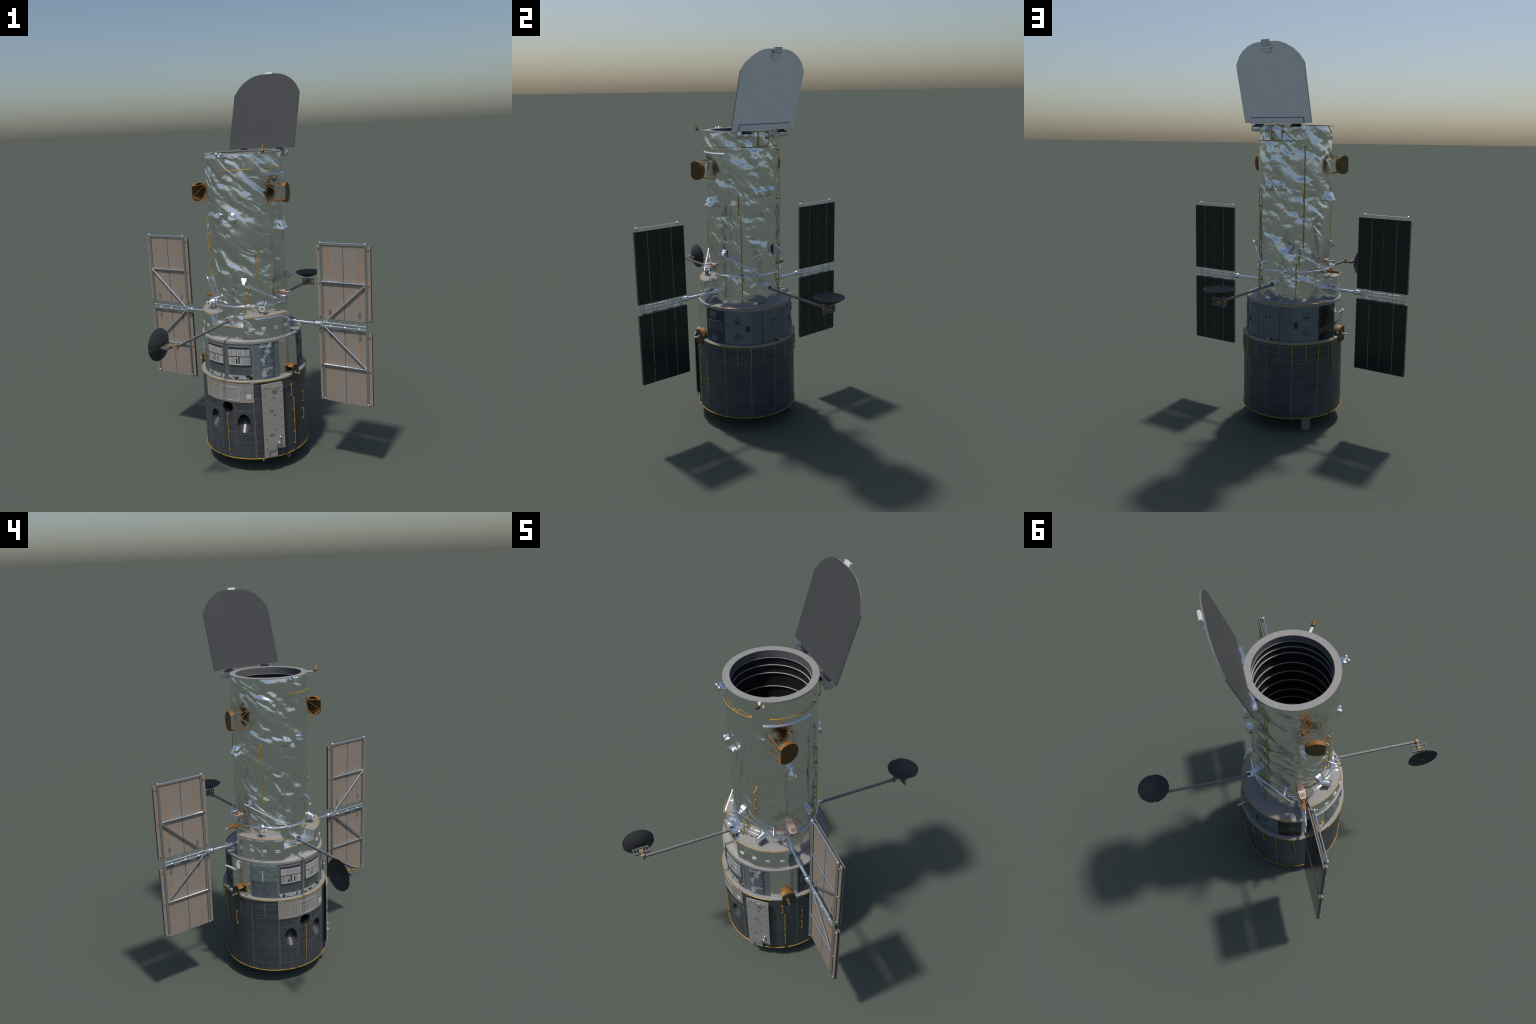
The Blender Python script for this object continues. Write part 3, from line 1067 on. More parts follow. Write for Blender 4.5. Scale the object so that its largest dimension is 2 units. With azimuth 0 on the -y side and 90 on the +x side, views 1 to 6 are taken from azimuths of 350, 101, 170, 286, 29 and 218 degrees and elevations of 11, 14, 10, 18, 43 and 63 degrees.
# blue doors with embossed discs
def disc_bay(t0, t1, flip):
    g = empty('disc_bay', bay)
    tm = (t0 + t1) / 2
    mb = MB()
    mb.patch(t0 + .5, t1 - .5, .5995, ZB1 - .001, 0.2562, 0.003)
    mb.patch(t0 + .5, t1 - .5, ZB0 + .001, .5600, 0.2562, 0.003)
    mb.obj('bay_door', 'blue_panel', g)
    mb = MB()
    mb.patch(t0 + .5, t1 - .5, .5620, .5905, 0.2552, 0.002)
    mb.slot = 1
    mb.patch(t0 + .5, t1 - .5, .5905, .5985, 0.2566, 0.003)
    mb.patch(t0 + .5, t1 - .5, .5600, .5625, 0.2568, 0.003)
    q = -1 if flip else 1
    e = t0 if flip else t1
    for x in (e - q * 7.3, e - q * 24.5):
        mb.patch(x - .2, x + .2, .562, .5955, .2568, .003)
    mb.slot = 2
    mb.patch(min(e - q * .6, e - q * 5), max(e - q * .6, e - q * 5), .5632, .5955, .2580, .003)
    mb.slot = 0
    mb.obj('shelf', ['blue_panel', 'gray_trim', 'black_box'], g)
    for zz, up in ((.632, 1), (.539, -1)):
        mb = MB()
        Bm = basis(tm)

        def at(y, z, r=0.0):
            return Bm @ np.array([math.sqrt(max(0, (.2562 + r) ** 2 - y * y)), y, zz + z])
        a = np.linspace(0, 2 * np.pi, 40, endpoint=False)
        P = np.stack([np.array([at(rr * math.cos(x), rr * math.sin(x), hh) for x in a]) for rr, hh in
                      ((.0225, -.001), (.0222, .0034), (.0196, .0038), (.0188, .0004), (.0158, .0004), (.0148, .0032), (.012, .0032), (.0112, .0004), (.0002, .0004))], 1)
        mb.grid(P, closed_u=True)
        mb.obj('embossed_disc', 'blue_panel', g, smooth=25)
        mb = MB()
        if up > 0:
            mb.path([at(-.012, -.006, .002), at(-.004, .003, .003), at(.004, .005, .003), at(.012, -.001, .002)], .0016, 6)
            mb.path([at(-.011, .006, .002), at(0, .001, .003), at(.010, -.006, .002)], .0013, 6)
            mb.slot = 1
            mb.path([at(-.012, -.011, .0015), at(0, -.013, .0018), at(.011, -.0105, .0015)], .0028, 6)
        else:
            mb.path([at(-.012, .009, .002), at(0, .006, .003), at(.013, .0, .002)], .0018, 6)
            mb.path([at(-.012, .002, .002), at(-.002, .0, .003), at(.009, -.007, .002)], .0018, 6)
            mb.slot = 1
            mb.path([at(-.009, .010, .0015), at(.004, .010, .002), at(.012, .005, .0015)], .002, 6)
            mb.path([at(-.01, -.006, .0015), at(-.003, -.008, .002)], .002, 6)
        mb.obj('disc_relief', ['blue_panel', 'bolt_dark'], g)
    mb = MB()
    for th in (t0 + 2, t1 - 2):
        for zz in (.668, .496):
            mb.sphere(pol(th, .2563, zz), .0014, 8, 5)
    mb.patch(tm - 2.5, tm + 2.5, .6050, .6065, .2569, .001)
    mb.obj('rivet', 'bolt_dark', g, kind='stuff')


disc_bay(28.9, 59.6, False)
disc_bay(120.2, 150.5, True)

# dark instrument bay
g = empty('instrument_bay', bay)
mb = MB()
mb.patch(1.6, 28.4, ZB0 + .001, ZB1 - .001, 0.2550, 0.002)
plain('bay_navy', (0.05, 0.062, 0.085), 0.45, 0.2, var=0.25, scale=25)
mb.obj('bay_plate', 'bay_navy', g)
mb = MB()
mb.patch(4.5, 25.5, .6115, .6165, .2600, .005)
mb.patch(4.5, 6.0, .560, .6165, .2590, .004)
mb.patch(24, 25.5, .560, .6165, .2590, .004)
mb.obj('instrument_frame', 'gray_trim', g)
mb = MB()
mb.patch(6.2, 23.8, .5620, .6110, .2570, .002)
mb.obj('instrument_face', 'dark_plate', g)
mb = MB()
mb.patch(7, 17, .630, .665, .2570, .003)
mb.patch(9, 18, .500, .530, .2575, .003)
mb.patch(14, 16, .540, .556, .2570, .002)
for th, zz in [(3, .668), (22, .667), (25, .665), (26, .5), (24, .645), (7, .545), (20, .535), (4, .499), (12, .541)]:
    mb.patch(th - .9, th + .9, zz - .003, zz + .003, .2572, .002)
mb.obj('instrument_box', 'blue_gray_panel', g, kind='stuff')
# black foil bay
g = empty('open_bay', bay)
mb = MB()
mb.patch(151.3, 177, ZB0 + .001, ZB1 - .001, 0.2552, 0.003, nth=70, nz=80,
         disp=lambda T, Z: .006 * ridge(np.stack([T * 2.5, Z * 34 + .8 * np.abs(T - 164 * D2R) * 6, T * 0], -1), 4) - .006 * np.exp(-((Z - .545) / .02) ** 2))
mb.obj('black_blanket', 'black_foil', g)
mb = MB()
mb.beam(pol(164, .2585, .515), pol(164, .2585, .560), .002, .002, up=(1, 0, 0))
mb.beam(pol(164, .2585, .615), pol(164, .2585, .660), .002, .002, up=(1, 0, 0))
for th, zz in [(152.6, .663), (176, .665), (176, .625), (152.6, .61)]:
    mb.patch(th - 1, th + 1, zz - .005, zz + .005, .2585, .004)
mb.obj('clip', 'black_box', g, kind='stuff')

# handrail and white mirror plate on the silver bay
bar_rail(bay, -155.8, .5567, .5104, .2560, 2, .010)
g = empty('tilted_plate', bay)
mb = MB()
a = np.linspace(0, 2 * np.pi, 36, endpoint=False)
ell = np.stack([np.sign(np.cos(a)) * np.abs(np.cos(a)) ** .6 * .0235, np.sign(np.sin(a)) * np.abs(np.sin(a)) ** .6 * .021], -1)
cdir = np.array([-.0375, .003, .037])
cdir = cdir / np.linalg.norm(cdir)
tdir = np.array([-.48, .86, .12])
tdir /= np.linalg.norm(tdir)
ndir = np.cross(tdir, cdir)
ctr = np.array([-.2835, -.019, .6285])
P = np.stack([ctr + np.outer(ell[:, 0] * k, tdir) + np.outer(ell[:, 1] * k, cdir) + ndir * d for k, d in ((.9, -.0042), (1, -.003), (1, .003), (.9, .0042))], 1)
mb.grid(P, closed_u=True)
mb.add(P[:, 0], [tuple(range(36))[::-1]])
mb.add(P[:, -1], [tuple(range(36))])
mb.obj('white_plate', 'white_paint', g)
mb = MB()
mb.path([(-.2535, -.006, .566), (-.272, -.004, .578), (-.288, -.010, .592), (-.291, -.014, .622)], .0017, 8)
mb.box((-.2575, -.006, .5625), (.005, .006, .008))
mb.obj('plate_strut', 'gray_trim', g)

# ================================================================== foil collar above the deck
collar = empty('foil_collar', ROOT)
RB = 0.2478
ZT = 0.8065


def collar_walls():
    n0 = -0.2285          # flat of the recess
    s0 = 0.0945
    tl, tr = -112.4, -67.6
    for a, b, nm in ((-172.4, tl, 0), (tr, -7.4, 1)):
        mb = MB()
        mb.patch(a, b, .6890, ZT - .004, RB, .004, nth=150, nz=70, disp=lambda T, Z: .62 * foil_height(T, Z, RB, 1, .9) + .0012 * ridge(np.stack([T * 6 - Z * 20, Z * 30, T * 0], -1), 21), fade=True)
        mb.obj('collar_wall', 'band_foil', collar)
        mb = MB()
        mb.ring(.188, RB + .0012, ZT - .004, ZT, a - .15, b + .15, 60)
        mb.obj('collar_shelf', 'gray_paint', collar)
        # end faces
        for e, o in ((a, 1), (b, -1)):
            mb = MB()
            p0, p1 = pol(e, .186, .69), pol(e, RB - .0005, .69)
            nu, nv = 24, 30
            U, Vv = np.meshgrid(np.linspace(0, 1, nu), np.linspace(0, 1, nv), indexing='ij')
            P = p0 + U[..., None] * (p1 - p0)
            P[..., 2] = .689 + Vv * (ZT - .0045 - .689)
            tang = basis(e)[:, 1]
            P = P + tang * (.003 * noise(P * 40, 3) + .0015 * ridge(P * 60, 6))[..., None]
            mb.grid(P)
            mb.obj('collar_end', 'band_foil', collar)
    # recess: flat front, floor
    mb = MB()
    U, Vv = np.meshgrid(np.linspace(-s0, s0, 90), np.linspace(.6885, .7525, 40), indexing='ij')
    P = np.stack([U, np.full_like(U, n0), Vv], -1)
    P[..., 1] += .0028 * noise(P * np.array([38, 30, 30]), 12) + .002 * ridge(P * np.array([60, 40, 45]) + np.stack([Vv * 0, Vv * 0, U * 40], -1), 13)
    mb.grid(P)
    mb.obj('recess_front', 'band_foil', collar)
    mb = MB()
    U, Vv = np.meshgrid(np.linspace(-s0, s0, 80), np.linspace(n0, -.150, 40), indexing='ij')
    P = np.stack([U, Vv, np.full_like(U, .7520)], -1)
    P[..., 2] += .006 * noise(P * 22, 14) + .004 * ridge(P * 34, 15) - .002
    mb.grid(P)
    mb.obj('recess_floor', 'crumpled_foil', collar)
    mb = MB()
    mb.path([(-s0, n0 - .0005, .7545), (0, n0 - .0005, .7545), (s0, n0 - .0005, .7545)], .0019, 8)
    mb.box((0, n0 + .001, .751), (.004, .003, .004))
    mb.obj('handrail', 'gold_rail', collar)


collar_walls()
arc_rail(collar, -172, -111.2, ZT + .0012, RB - .0022, .0018, 4, Rin=RB - .006)
arc_rail(collar, -67.2, -8.4, ZT + .0012, RB - .0022, .0018, 4, Rin=RB - .006)
me_mark = None
for th in (-60, -45, -30, -15, -120, -135, -150, -165):
    mb = MB()
    for zz in (.7484, .7398):
        mb.patch(th - 2.3, th + 2.3, zz - .0021, zz + .0021, RB + .0036, .003)
    mb.obj('white_mark', 'white_vinyl', collar)


# star-tracker horns on the shelf
def horn(sx):
    g = empty('horn_sensor', collar)
    mi = sx < 0
    c = np.array([.1585, -.1520, .8395])
    d = np.array([.22, -.97, -.10])
    d /= np.linalg.norm(d)
    a = np.cross(d, (0, 0, 1))
    a /= np.linalg.norm(a)
    b = np.cross(a, d)
    mb = MB(mi)
    root = c - d * .075 + np.array([-.005, 0, .012])
    t = np.linspace(0, 2 * np.pi, 28, endpoint=False)
    rows = []
    for k in np.linspace(0, 1, 14):
        r = .019 - .004 * k + .004 * (1 - k) ** 2
        ce = root + (c - root) * k
        P = ce + r * (np.outer(np.cos(t), a) + np.outer(np.sin(t), b))
        P = P + .0028 * (noise(P * 60, 30) + ridge(P * 90, 31) * .7)[:, None] * (1 - k * .7) * (P - ce) / r
        rows.append(P)
    P = np.stack(rows, 1)
    mb.grid(P, closed_u=True)
    mb.obj('horn_tube', 'crumpled_foil', g, smooth=60)
    mb = MB(mi)
    mb.cyl(c - d * .0005, c + d * .0022, .0172, .0172, 32)
    mb.obj('horn_face', 'white_paint', g, bevel=.0006)
    mb = MB(mi)
    f = c + d * .0026
    for an in (90, 215, 325):
        v = a * math.cos(an * D2R) + b * math.sin(an * D2R)
        w = a * math.cos((an + 25) * D2R) + b * math.sin((an + 25) * D2R)
        mb.beam(f + v * .0015, f + v * .0085, .0018, .0014, up=d)
        mb.sphere(f + w * .0055, .0016, 8, 6)
    mb.beam(c + d * .001 + b * .0185 - a * .011, c + d * .001 + b * .0185 + a * .011, .0035, .002, up=d)
    mb.beam(c + d * .001 + b * .0185, c - d * .004 + b * .024, .002, .002, up=a)
    mb.obj('horn_bracket', 'bolt_dark', g)
    mb = MB(mi)
    q = c - d * .012
    mb.cyl((q[0], q[1], ZT - .001), (q[0], q[1], q[2] - .012), .011, .010, 18)
    mb.obj('horn_base', 'gray_paint', g)


horn(1)
horn(-1)

# ================================================================== forward tube
tube = empty('forward_shell', ROOT)
RT = 0.1900


def tube_wall():
    mb = MB()
    nt, nz = 760, 560
    t = np.linspace(-np.pi, np.pi, nt, endpoint=False)
    z = np.linspace(.688, 1.598, nz)
    T, Z = np.meshgrid(t, z, indexing='ij')
    h = foil_height(T, Z, RT)
    # calmer sun side near the s = + flank, stronger at the door side and at the foot
    foot = np.exp(-((Z - .74) / .07) ** 2)
    h = h + foot * .0018 * ridge(np.stack([RT * np.cos(T) * 34, RT * np.sin(T) * 34, Z * 11], -1), 33)
    calm = np.clip(.5 * (1 + np.cos(T - (-25 * D2R))), 0, 1) ** 2
    h = h * (1.05 - .25 * calm)
    h = h * np.clip((1.598 - Z) / .02, 0, 1) ** .5
    Rr = RT + h
    P = np.stack([Rr * np.cos(T), Rr * np.sin(T), Z], -1)
    mb.grid(P, closed_u=True)
    mb.obj('tube_skin', 'tube_foil', tube, smooth=70)


tube_wall()
mb = MB()
mb.lathe([(RT - .004, 1.5955), (.1922, 1.5965), (.1924, 1.5992), (.1916, 1.6005), (.1640, 1.6005), (.1630, 1.5995)], n=256)
mb.obj('aperture_rim', 'gray_paint', tube)
mb = MB()
mb.lathe([(.1630, 1.5996), (.1630, 1.5640)], n=160)
mb.slot = 1
mb.lathe([(.1632, 1.5640), (.1660, 1.563), (.1660, .76), (.0, .755)], n=160)
mb.obj('inner_wall', ['baffle_collar', 'baffle_black'], tube)
for zz in (1.5645, 1.5275, 1.4882, 1.4198, 1.3590, 1.2930, 1.2215, 1.1620, 1.10, 1.03, .96, .89):
    mb = MB()
    mb.ring(.1612, .1664, zz - .0012, zz + .0008, n=140)
    mb.obj('baffle_vane', 'vane_edge', tube)

# raised foil patch at the top and the long conduit
mb = MB()
mb.patch(-31.3, 28.5, 1.488, 1.5955, .1955, .006, nth=90, nz=60, disp=lambda T, Z: foil_height(T, Z, RT, .6))
mb.lathe([(.1935, 1.4970), (.2025, 1.4875), (.2018, 1.4848), (.1920, 1.4838), (.1935, 1.4970)], -31.3, 28.5, 60)
mb.obj('foil_flap', 'band_foil', tube)
mb = MB()
mb.patch(29.6, 33.3, .695, 1.474, .1972, .009, nth=8, nz=200, disp=lambda T, Z: foil_height(T, Z, RT, .4), fade=False)
mb.obj('conduit', 'band_foil', tube)
mb = MB()
for zz in (1.455, 1.315, 1.125, .895):
    mb.path([pol(29.0 + 4.8 * k, .1955 + .0065 * math.sin(math.pi * k), zz) for k in np.linspace(0, 1, 9)], .0011, 6)
mb.obj('conduit_strap', 'blue_sheen_foil', tube, kind='stuff')

# tube handrails
for th, a, b, n in [(80.2, 1.5955, 1.5285, 3), (98.2, 1.5955, 1.5285, 3), (133.9, 1.496, .975, 7), (127.5, .970, .882, 2), (123.4, .889, .700, 3),
                    (47.3, 1.2695, 1.1764, 2), (50.4, 1.1785, .8787, 5), (50.4, .863, .700, 3), (-46.5, 1.1175, .955, 4),
                    (-60.1, .9411, .8719, 2), (-66.4, .889, .8165, 2), (-138.8, 1.2780, .9825, 5)]:
    bar_rail(tube, th, a, b, RT, n, .0085 if th > 0 else .010, .0019)
for a, b in [(-96.1, -44.2), (-27.6, 42.4), (52.9, 127.0)]:
    arc_rail(tube, a, b, 1.5200, .1975, .0017, 3, Rin=.191)
# belt
mb = MB()
t = np.linspace(-180, 180, 240, endpoint=False)
zz = .848 + .0012 * np.sin(t * D2R * 5)
mb.path(np.stack([.1965 * np.cos(t * D2R), .1965 * np.sin(t * D2R), zz], -1), .0036, 10, closed=True)
mb.obj('belt_tube', 'silver_tube', tube)

# four slanted rods, each on two foil posts
for k in range(4):
    g = empty('torque_rod', tube)
    rot = 90 * k
    hi, lo = pol(-70.9 + rot, .2312, .9770), pol(-12.8 + rot, .2345, .8590)
    mb = MB()
    n = 14
    mb.path([hi + (lo - hi) * x for x in np.linspace(0, 1, n)], .0030, 10)
    mb.obj('rod', 'silver_tube', g)
    for fr in (.10, .80):
        p = hi + (lo - hi) * fr
        th = math.degrees(math.atan2(p[1], p[0]))
        mb = MB()
        Bm = basis(th)
        if fr < .5:
            # folded foil wedge
            B0 = [Bm @ np.array(q) for q in ((.187, -.014, p[2] + .030), (.187, .014, p[2] + .030), (.187, .017, p[2] - .022), (.187, -.012, p[2] - .022))]
            F0 = [Bm @ np.array(q) for q in ((.203, -.012, p[2] + .024), (.204, .012, p[2] + .021), (.226, .004, p[2] + .002), (.226, -.004, p[2] + .002))]
            B0, F0 = np.array(B0), np.array(F0)
            for qa, qb, qc, qd in ((B0[0], B0[1], F0[1], F0[0]), (B0[1], B0[2], F0[2], F0[1]), (B0[2], B0[3], F0[3], F0[2]), (B0[3], B0[0], F0[0], F0[3]), (F0[0], F0[1], F0[2], F0[3])):
                U, Vv = np.meshgrid(np.linspace(0, 1, 9), np.linspace(0, 1, 9), indexing='ij')
                U, Vv = U[..., None], Vv[..., None]
                P = qa * (1 - U) * (1 - Vv) + qb * U * (1 - Vv) + qc * U * Vv + qd * (1 - U) * Vv
                P = P + Bm[:, 0] * (.0042 * noise(P * 75, 66 + k) + .003 * ridge(P * 110, 67))[..., None]
                mb.grid(P)
            mb.sphere(p, .0052)
            mb.obj('foil_post', 'post_foil', g, smooth=50)
        else:
            q = pol(th, .188, p[2] + .002)
            mb.cyl(q, q + (p - q) * .98, .0085, .0058, 14, rings=4)
            mb.sphere(p, .0065)
            mb.obj('foil_post', 'crumpled_foil', g)


# foil-wrapped lumps in pairs
def lumps(t0, dt, seed):
    g = empty('foil_cluster', tube)
    for i, th in enumerate((t0, t0 + dt)):
        crumpled_block(pol(th, .197, 1.290), (.0145, .0185, .020), basis(th), .0085, 11, seed + i, .45).obj('foil_lump', 'crumpled_foil', g, smooth=55)
    mb = MB()
    mb.path([pol(t, .193 + .010 * math.sin((t - t0 + 6) / (dt + 12) * math.pi), 1.2675) for t in np.linspace(t0 - 6, t0 + dt + 6, 12)], .0009, 6)
    mb.obj('cluster_wire', 'gray_trim', g)


lumps(-101.0, 23.5, 40)
lumps(78.5, 23.0, 50)


# side box, stowage pad and saddle on both flanks
def flank(sx):
    mi = sx < 0
    # foil bag
    g = empty('foil_bag', tube)
    mb = crumpled_block((.205, -.003, 1.2385), (.0185, .0165, .0215), None, .0070, 7, 60, .1)
    mb.mirror = mi
    # sheared so that the lower edge flares out
    for q in mb.v:
        k = (1.2385 - q[:, 2]) / .0215
        q[:, 0] += .008 * k
        q[:, 1] += .004 * np.sign(q[:, 1] + .003) * k
    mb.obj('foil_bag_skin', 'crumpled_foil', g, smooth=22)
    mb = MB(mi)
    mb.path([pol(-16.5, .1915, 1.2155), (.215, -.022, 1.2160)], .0011, 6)
    mb.path([pol(15.8, .1915, 1.2155), (.215, .016, 1.2160)], .0011, 6)
    mb.obj('foil_bag_strut', 'copper_strut', g)
    # pad on two struts
    g = empty('sensor_pad', tube)
    mb = MB(mi)
    P = np.array([(.184, -.020, .905), (.184, .020, .905), (.2365, .013, .900), (.2365, -.013, .900), (.184, -.018, .893), (.184, .018, .893), (.2355, .013, .896), (.2355, -.013, .896)])
    mb.add(P, [(0, 3, 2, 1), (4, 5, 6, 7), (2, 3, 7, 6), (0, 4, 7, 3), (1, 2, 6, 5)])
    mb.obj('pad_box', 'pink_pad', g, bevel=.001)
    mb = MB(mi)
    for i in range(6):
        for j in range(3):
            mb.box((.212 + .0065 * j, -.009 + .0036 * i, .9028 - .0005 * j), (.0026, .0009, .0008))
    mb.obj('pad_slots', 'rust_spot', g, kind='stuff')
    mb = MB(mi)
    for th, yy in ((-16.1, -.012), (16.1, .012)):
        mb.path([pol(th, .1905, .8935), (.2345, yy, .8975)], .0013, 6)
    mb.obj('pad_strut', 'copper_strut', g)
    # saddle
    g = empty('side_antenna', tube)
    mb = MB(mi)
    # flat-cut round plate with a rim wall behind its curved edge; the plate leans towards the lid side
    o = np.array([.2738, -.0725, 1.4015])
    eu = np.array([-.0175, .0815, 0]) / math.hypot(.0175, .0815)
    en = np.array([eu[1], -eu[0], 0])
    uc, R = .0345, .0478
    half = math.acos(-uc / R)

    def at(u, v, d):
        return o + eu * u + np.array([0, 0, v]) + en * d
    a = np.linspace(-half, half, 49)
    edge = [(uc + R * math.cos(x), R * math.sin(x)) for x in a]
    F = np.array([at(u, v, 0) for u, v in edge])
    Bq = np.array([at(u, v, -.002) for u, v in edge])
    k = len(edge)
    mb.add(F, [tuple(range(k))])
    mb.add(Bq, [tuple(range(k))[::-1]])
    mb.grid(np.stack([Bq, F], 1))
    mb.grid(np.stack([Bq[[-1, 0]], F[[-1, 0]]], 1))
    mb.obj('side_antenna_plate', 'brown_film', g, smooth=30)
    mb = MB(mi)
    a = np.linspace(-half - .02, half, 51)
    rows = []
    for r, d in ((R * 1.004, -.0003), (R * 1.004, -.0190), (R * .965, -.0190), (R * .965, -.0016)):
        rows.append(np.array([at(uc + r * math.cos(x), r * math.sin(x), d) for x in a]))
    P = np.stack(rows, 1)
    P = np.concatenate([P, P[:, :1]], 1)
    mb.grid(P, flip=True)
    mb.add(P[0, :4], [(0, 1, 2, 3)])
    mb.add(P[-1, :4], [(3, 2, 1, 0)])
    mb.obj('side_antenna_rim', 'orange_film', g, smooth=30)
    mb = MB(mi)
    feet = [pol(-25.7, .1905, 1.4482), pol(2.7, .1905, 1.4415), pol(-25.9, .1905, 1.3490), pol(1.8, .1905, 1.3518)]
    tips = [at(.002, .031, -.002), at(.002, -.020, -.002), at(.060, .036, -.016), at(.058, -.034, -.016), at(.002, -.026, -.002)]
    for i, j in ((0, 0), (0, 1), (1, 2), (1, 0), (2, 1), (2, 4), (3, 3), (3, 1)):
        mb.cyl(feet[i], tips[j], .0016, seg=8)
    for f in feet:
        mb.sphere(f, .0030, 8, 6)
    mb.obj('side_antenna_strut', 'orange_film', g)


flank(1)
flank(-1)
# small silver canister below the + pad
mb = MB()
mb.cyl((.185, -.006, .872), (.218, -.006, .872), .0115, .0105, 20)
mb.slot = 1
mb.cyl((.2180, -.006, .872), (.2195, -.006, .872), .0045, seg=12)
mb.obj('canister', ['bare_metal', 'bolt_dark'], tube)
# orange aft-pointing probe on the - flank
g = empty('probe', tube)
mb = MB()
Rm = np.eye(3)
P = np.array([[-.2060, -.011, .847], [-.2060, .011, .847], [-.2740, .0085, .8475], [-.2740, -.0085, .8475], [-.2060, -.011, .834], [-.2060, .011, .834], [-.2740, .0085, .8345], [-.2740, -.0085, .8345]])
mb.add(P, [(0, 3, 2, 1), (4, 5, 6, 7), (2, 3, 7, 6), (0, 4, 7, 3), (1, 2, 6, 5), (0, 1, 5, 4)])
for q in ((-.1905, -.0008, .7967), (-.184, .0595, .8365), (-.184, -.0600, .8390), (-.1905, 0, .888)):
    mb.cyl((-.247, .0, .840), q, .0023, .0018, 8)
mb.obj('probe_body', 'orange_film', g, bevel=.0012)
mb = MB()
mb.cyl((-.273, 0, .8405), (-.290, .0005, .8398), .0034, .0026, 12)
mb.obj('probe_tip', 'bare_metal', g)

# rim fittings: cone beacon and twin bulb
g = empty('cone_beacon', tube)
mb = MB()
mb.beam((.150, -.1015, 1.5975), (.189, -.1280, 1.5985), .011, .004)
mb.beam((.163, -.093, 1.5800), (.176, -.102, 1.5800), .005, .003)
mb.obj('beacon_arm', 'white_paint', g, bevel=.0008)
mb = MB()
mb.cyl((.1905, -.1290, 1.5985), (.1907, -.1292, 1.6045), .0098, .0098, 20)
mb.obj('beacon_base', 'bolt_dark', g)
mb = MB()
mb.cyl((.1907, -.1292, 1.6045), (.1970, -.1342, 1.6300), .0066, .0022, 18)
mb.slot = 1
mb.cyl((.1970, -.1342, 1.6300), (.1980, -.1350, 1.6370), .0022, .0008, 12)
plain('beacon_gold', (0.55, 0.30, 0.06), 0.4, 0.2)
mb.obj('beacon_cone', ['beacon_gold', 'bare_metal'], g)
g = empty('twin_bulb', tube)
crumpled_block((.000, -.206, 1.5885), (.016, .016, .011), None, .006, 9, 70, .5).obj('bulb_stem', 'crumpled_foil', g, smooth=55)
mb = MB()
mb.sphere((-.009, -.2205, 1.5985), .0098, 18, 12)
mb.sphere((.012, -.2165, 1.5965), .0098, 18, 12)
mb.path([(.008, -.192, 1.5600), (.010, -.199, 1.571)], .0016, 6)
mb.obj('bulb', 'bare_metal', g)

# boom sockets
for sg in (-1, 1):
    g = empty('boom_socket', tube)
    mb = crumpled_block((0, sg * .199, .779), (.017, .013, .017), None, .005, 9, 80 + sg, .3)
    mb.obj('socket_block', 'crumpled_foil', g, smooth=50)
    mb = MB()
    for ss in (-.0115, .0115):
        mb.box((ss, sg * .214, .7815), (.003, .014, .011))
    mb.obj('socket_prong', 'crumpled_foil', g, bevel=.001)
    mb = MB()
    mb.box((0, sg * .211, .7785), (.0078, .008, .0085))
    mb.obj('socket_hinge', 'black_box', g, bevel=.001)

# ================================================================== aperture door
door = empty('aperture_door', ROOT)
B0 = np.array([0, .1895, 1.6085])
UPD = np.array([0, .0837, .2793])
UPD = UPD / np.linalg.norm(UPD)
NRD = np.array([0, UPD[2], -UPD[1]])     # towards the back (outer) side


def dpt(s, t, d=0.0):
    return B0 + np.array([s, 0, 0]) + UPD * t + NRD * d


def door_outline():
    prof = [(.1963, 0), (.1963, .2920), (.1685, .3358), (.1405, .3622), (.1085, .3813), (.0785, .3922), (.0500, .3965), (.0170, .3968)]
    pts = [(-.1963, 0)] + prof + [(-s, t) for s, t in prof[:0:-1]]
    return pts


mb = MB()
ol = door_outline()
k = len(ol)
F = np.array([dpt(s, t, -.0028) for s, t in ol])
Bk = np.array([dpt(s, t, .0040) for s, t in ol])
mb.slot = 0
mb.add(F, [tuple(range(k))[::-1]])
mb.slot = 1
mb.add(Bk, [tuple(range(k))])
mb.slot = 2
for i in range(k):
    j = (i + 1) % k
    mb.add([F[i], F[j], Bk[j], Bk[i]], [(0, 1, 2, 3)])
mb.obj('door_leaf', ['door_front', 'door_back', 'gray_trim'], door, smooth=20)
RD = np.stack([np.array([1.0, 0, 0]), NRD, UPD], 1)
mb = MB()
# wedge-shaped stiffener along the hinge side
W = np.array([dpt(s, t, d) for s in (-.154, .154) for t, d in ((-.002, .004), (-.002, .0150), (.0265, .0185), (.0245, .004))])
mb.add(W, [(0, 1, 2, 3), (7, 6, 5, 4), (0, 4, 5, 1), (1, 5, 6, 2), (2, 6, 7, 3), (3, 7, 4, 0)])
mb.obj('door_stiffener', 'door_back', door, bevel=.0008)
mb = MB()
mb.box(dpt(0, .0283, .0046), (.1535, .0007, .0011), RD)
for s in (-.1552, .1552):
    mb.box(dpt(s, .013, .0050), (.0011, .0010, .0150), RD)
mb.obj('stiffener_shadow_strip', 'dark_line', door, kind='stuff')  # shadow line above and beside the stiffener, modelled as dark bars
g = empty('door_latch', door)
mb = MB()
mb.box(dpt(0, .3930, .0105), (.0212, .0060, .0165), RD)
mb.obj('latch_block', 'white_paint', g, bevel=.0008)
mb = MB()
mb.box(dpt(0, .372, .0115), (.0310, .0072, .0038), RD)
mb.box(dpt(0, .360, .008), (.0200, .0030, .010), RD)
mb.obj('latch_base', 'door_back', g, bevel=.0008)
mb = MB()
mb.box(dpt(.0225, .382, .0060), (.0015, .0024, .0085), RD)
mb.box(dpt(0, .3665, .0060), (.0300, .0024, .0012), RD)
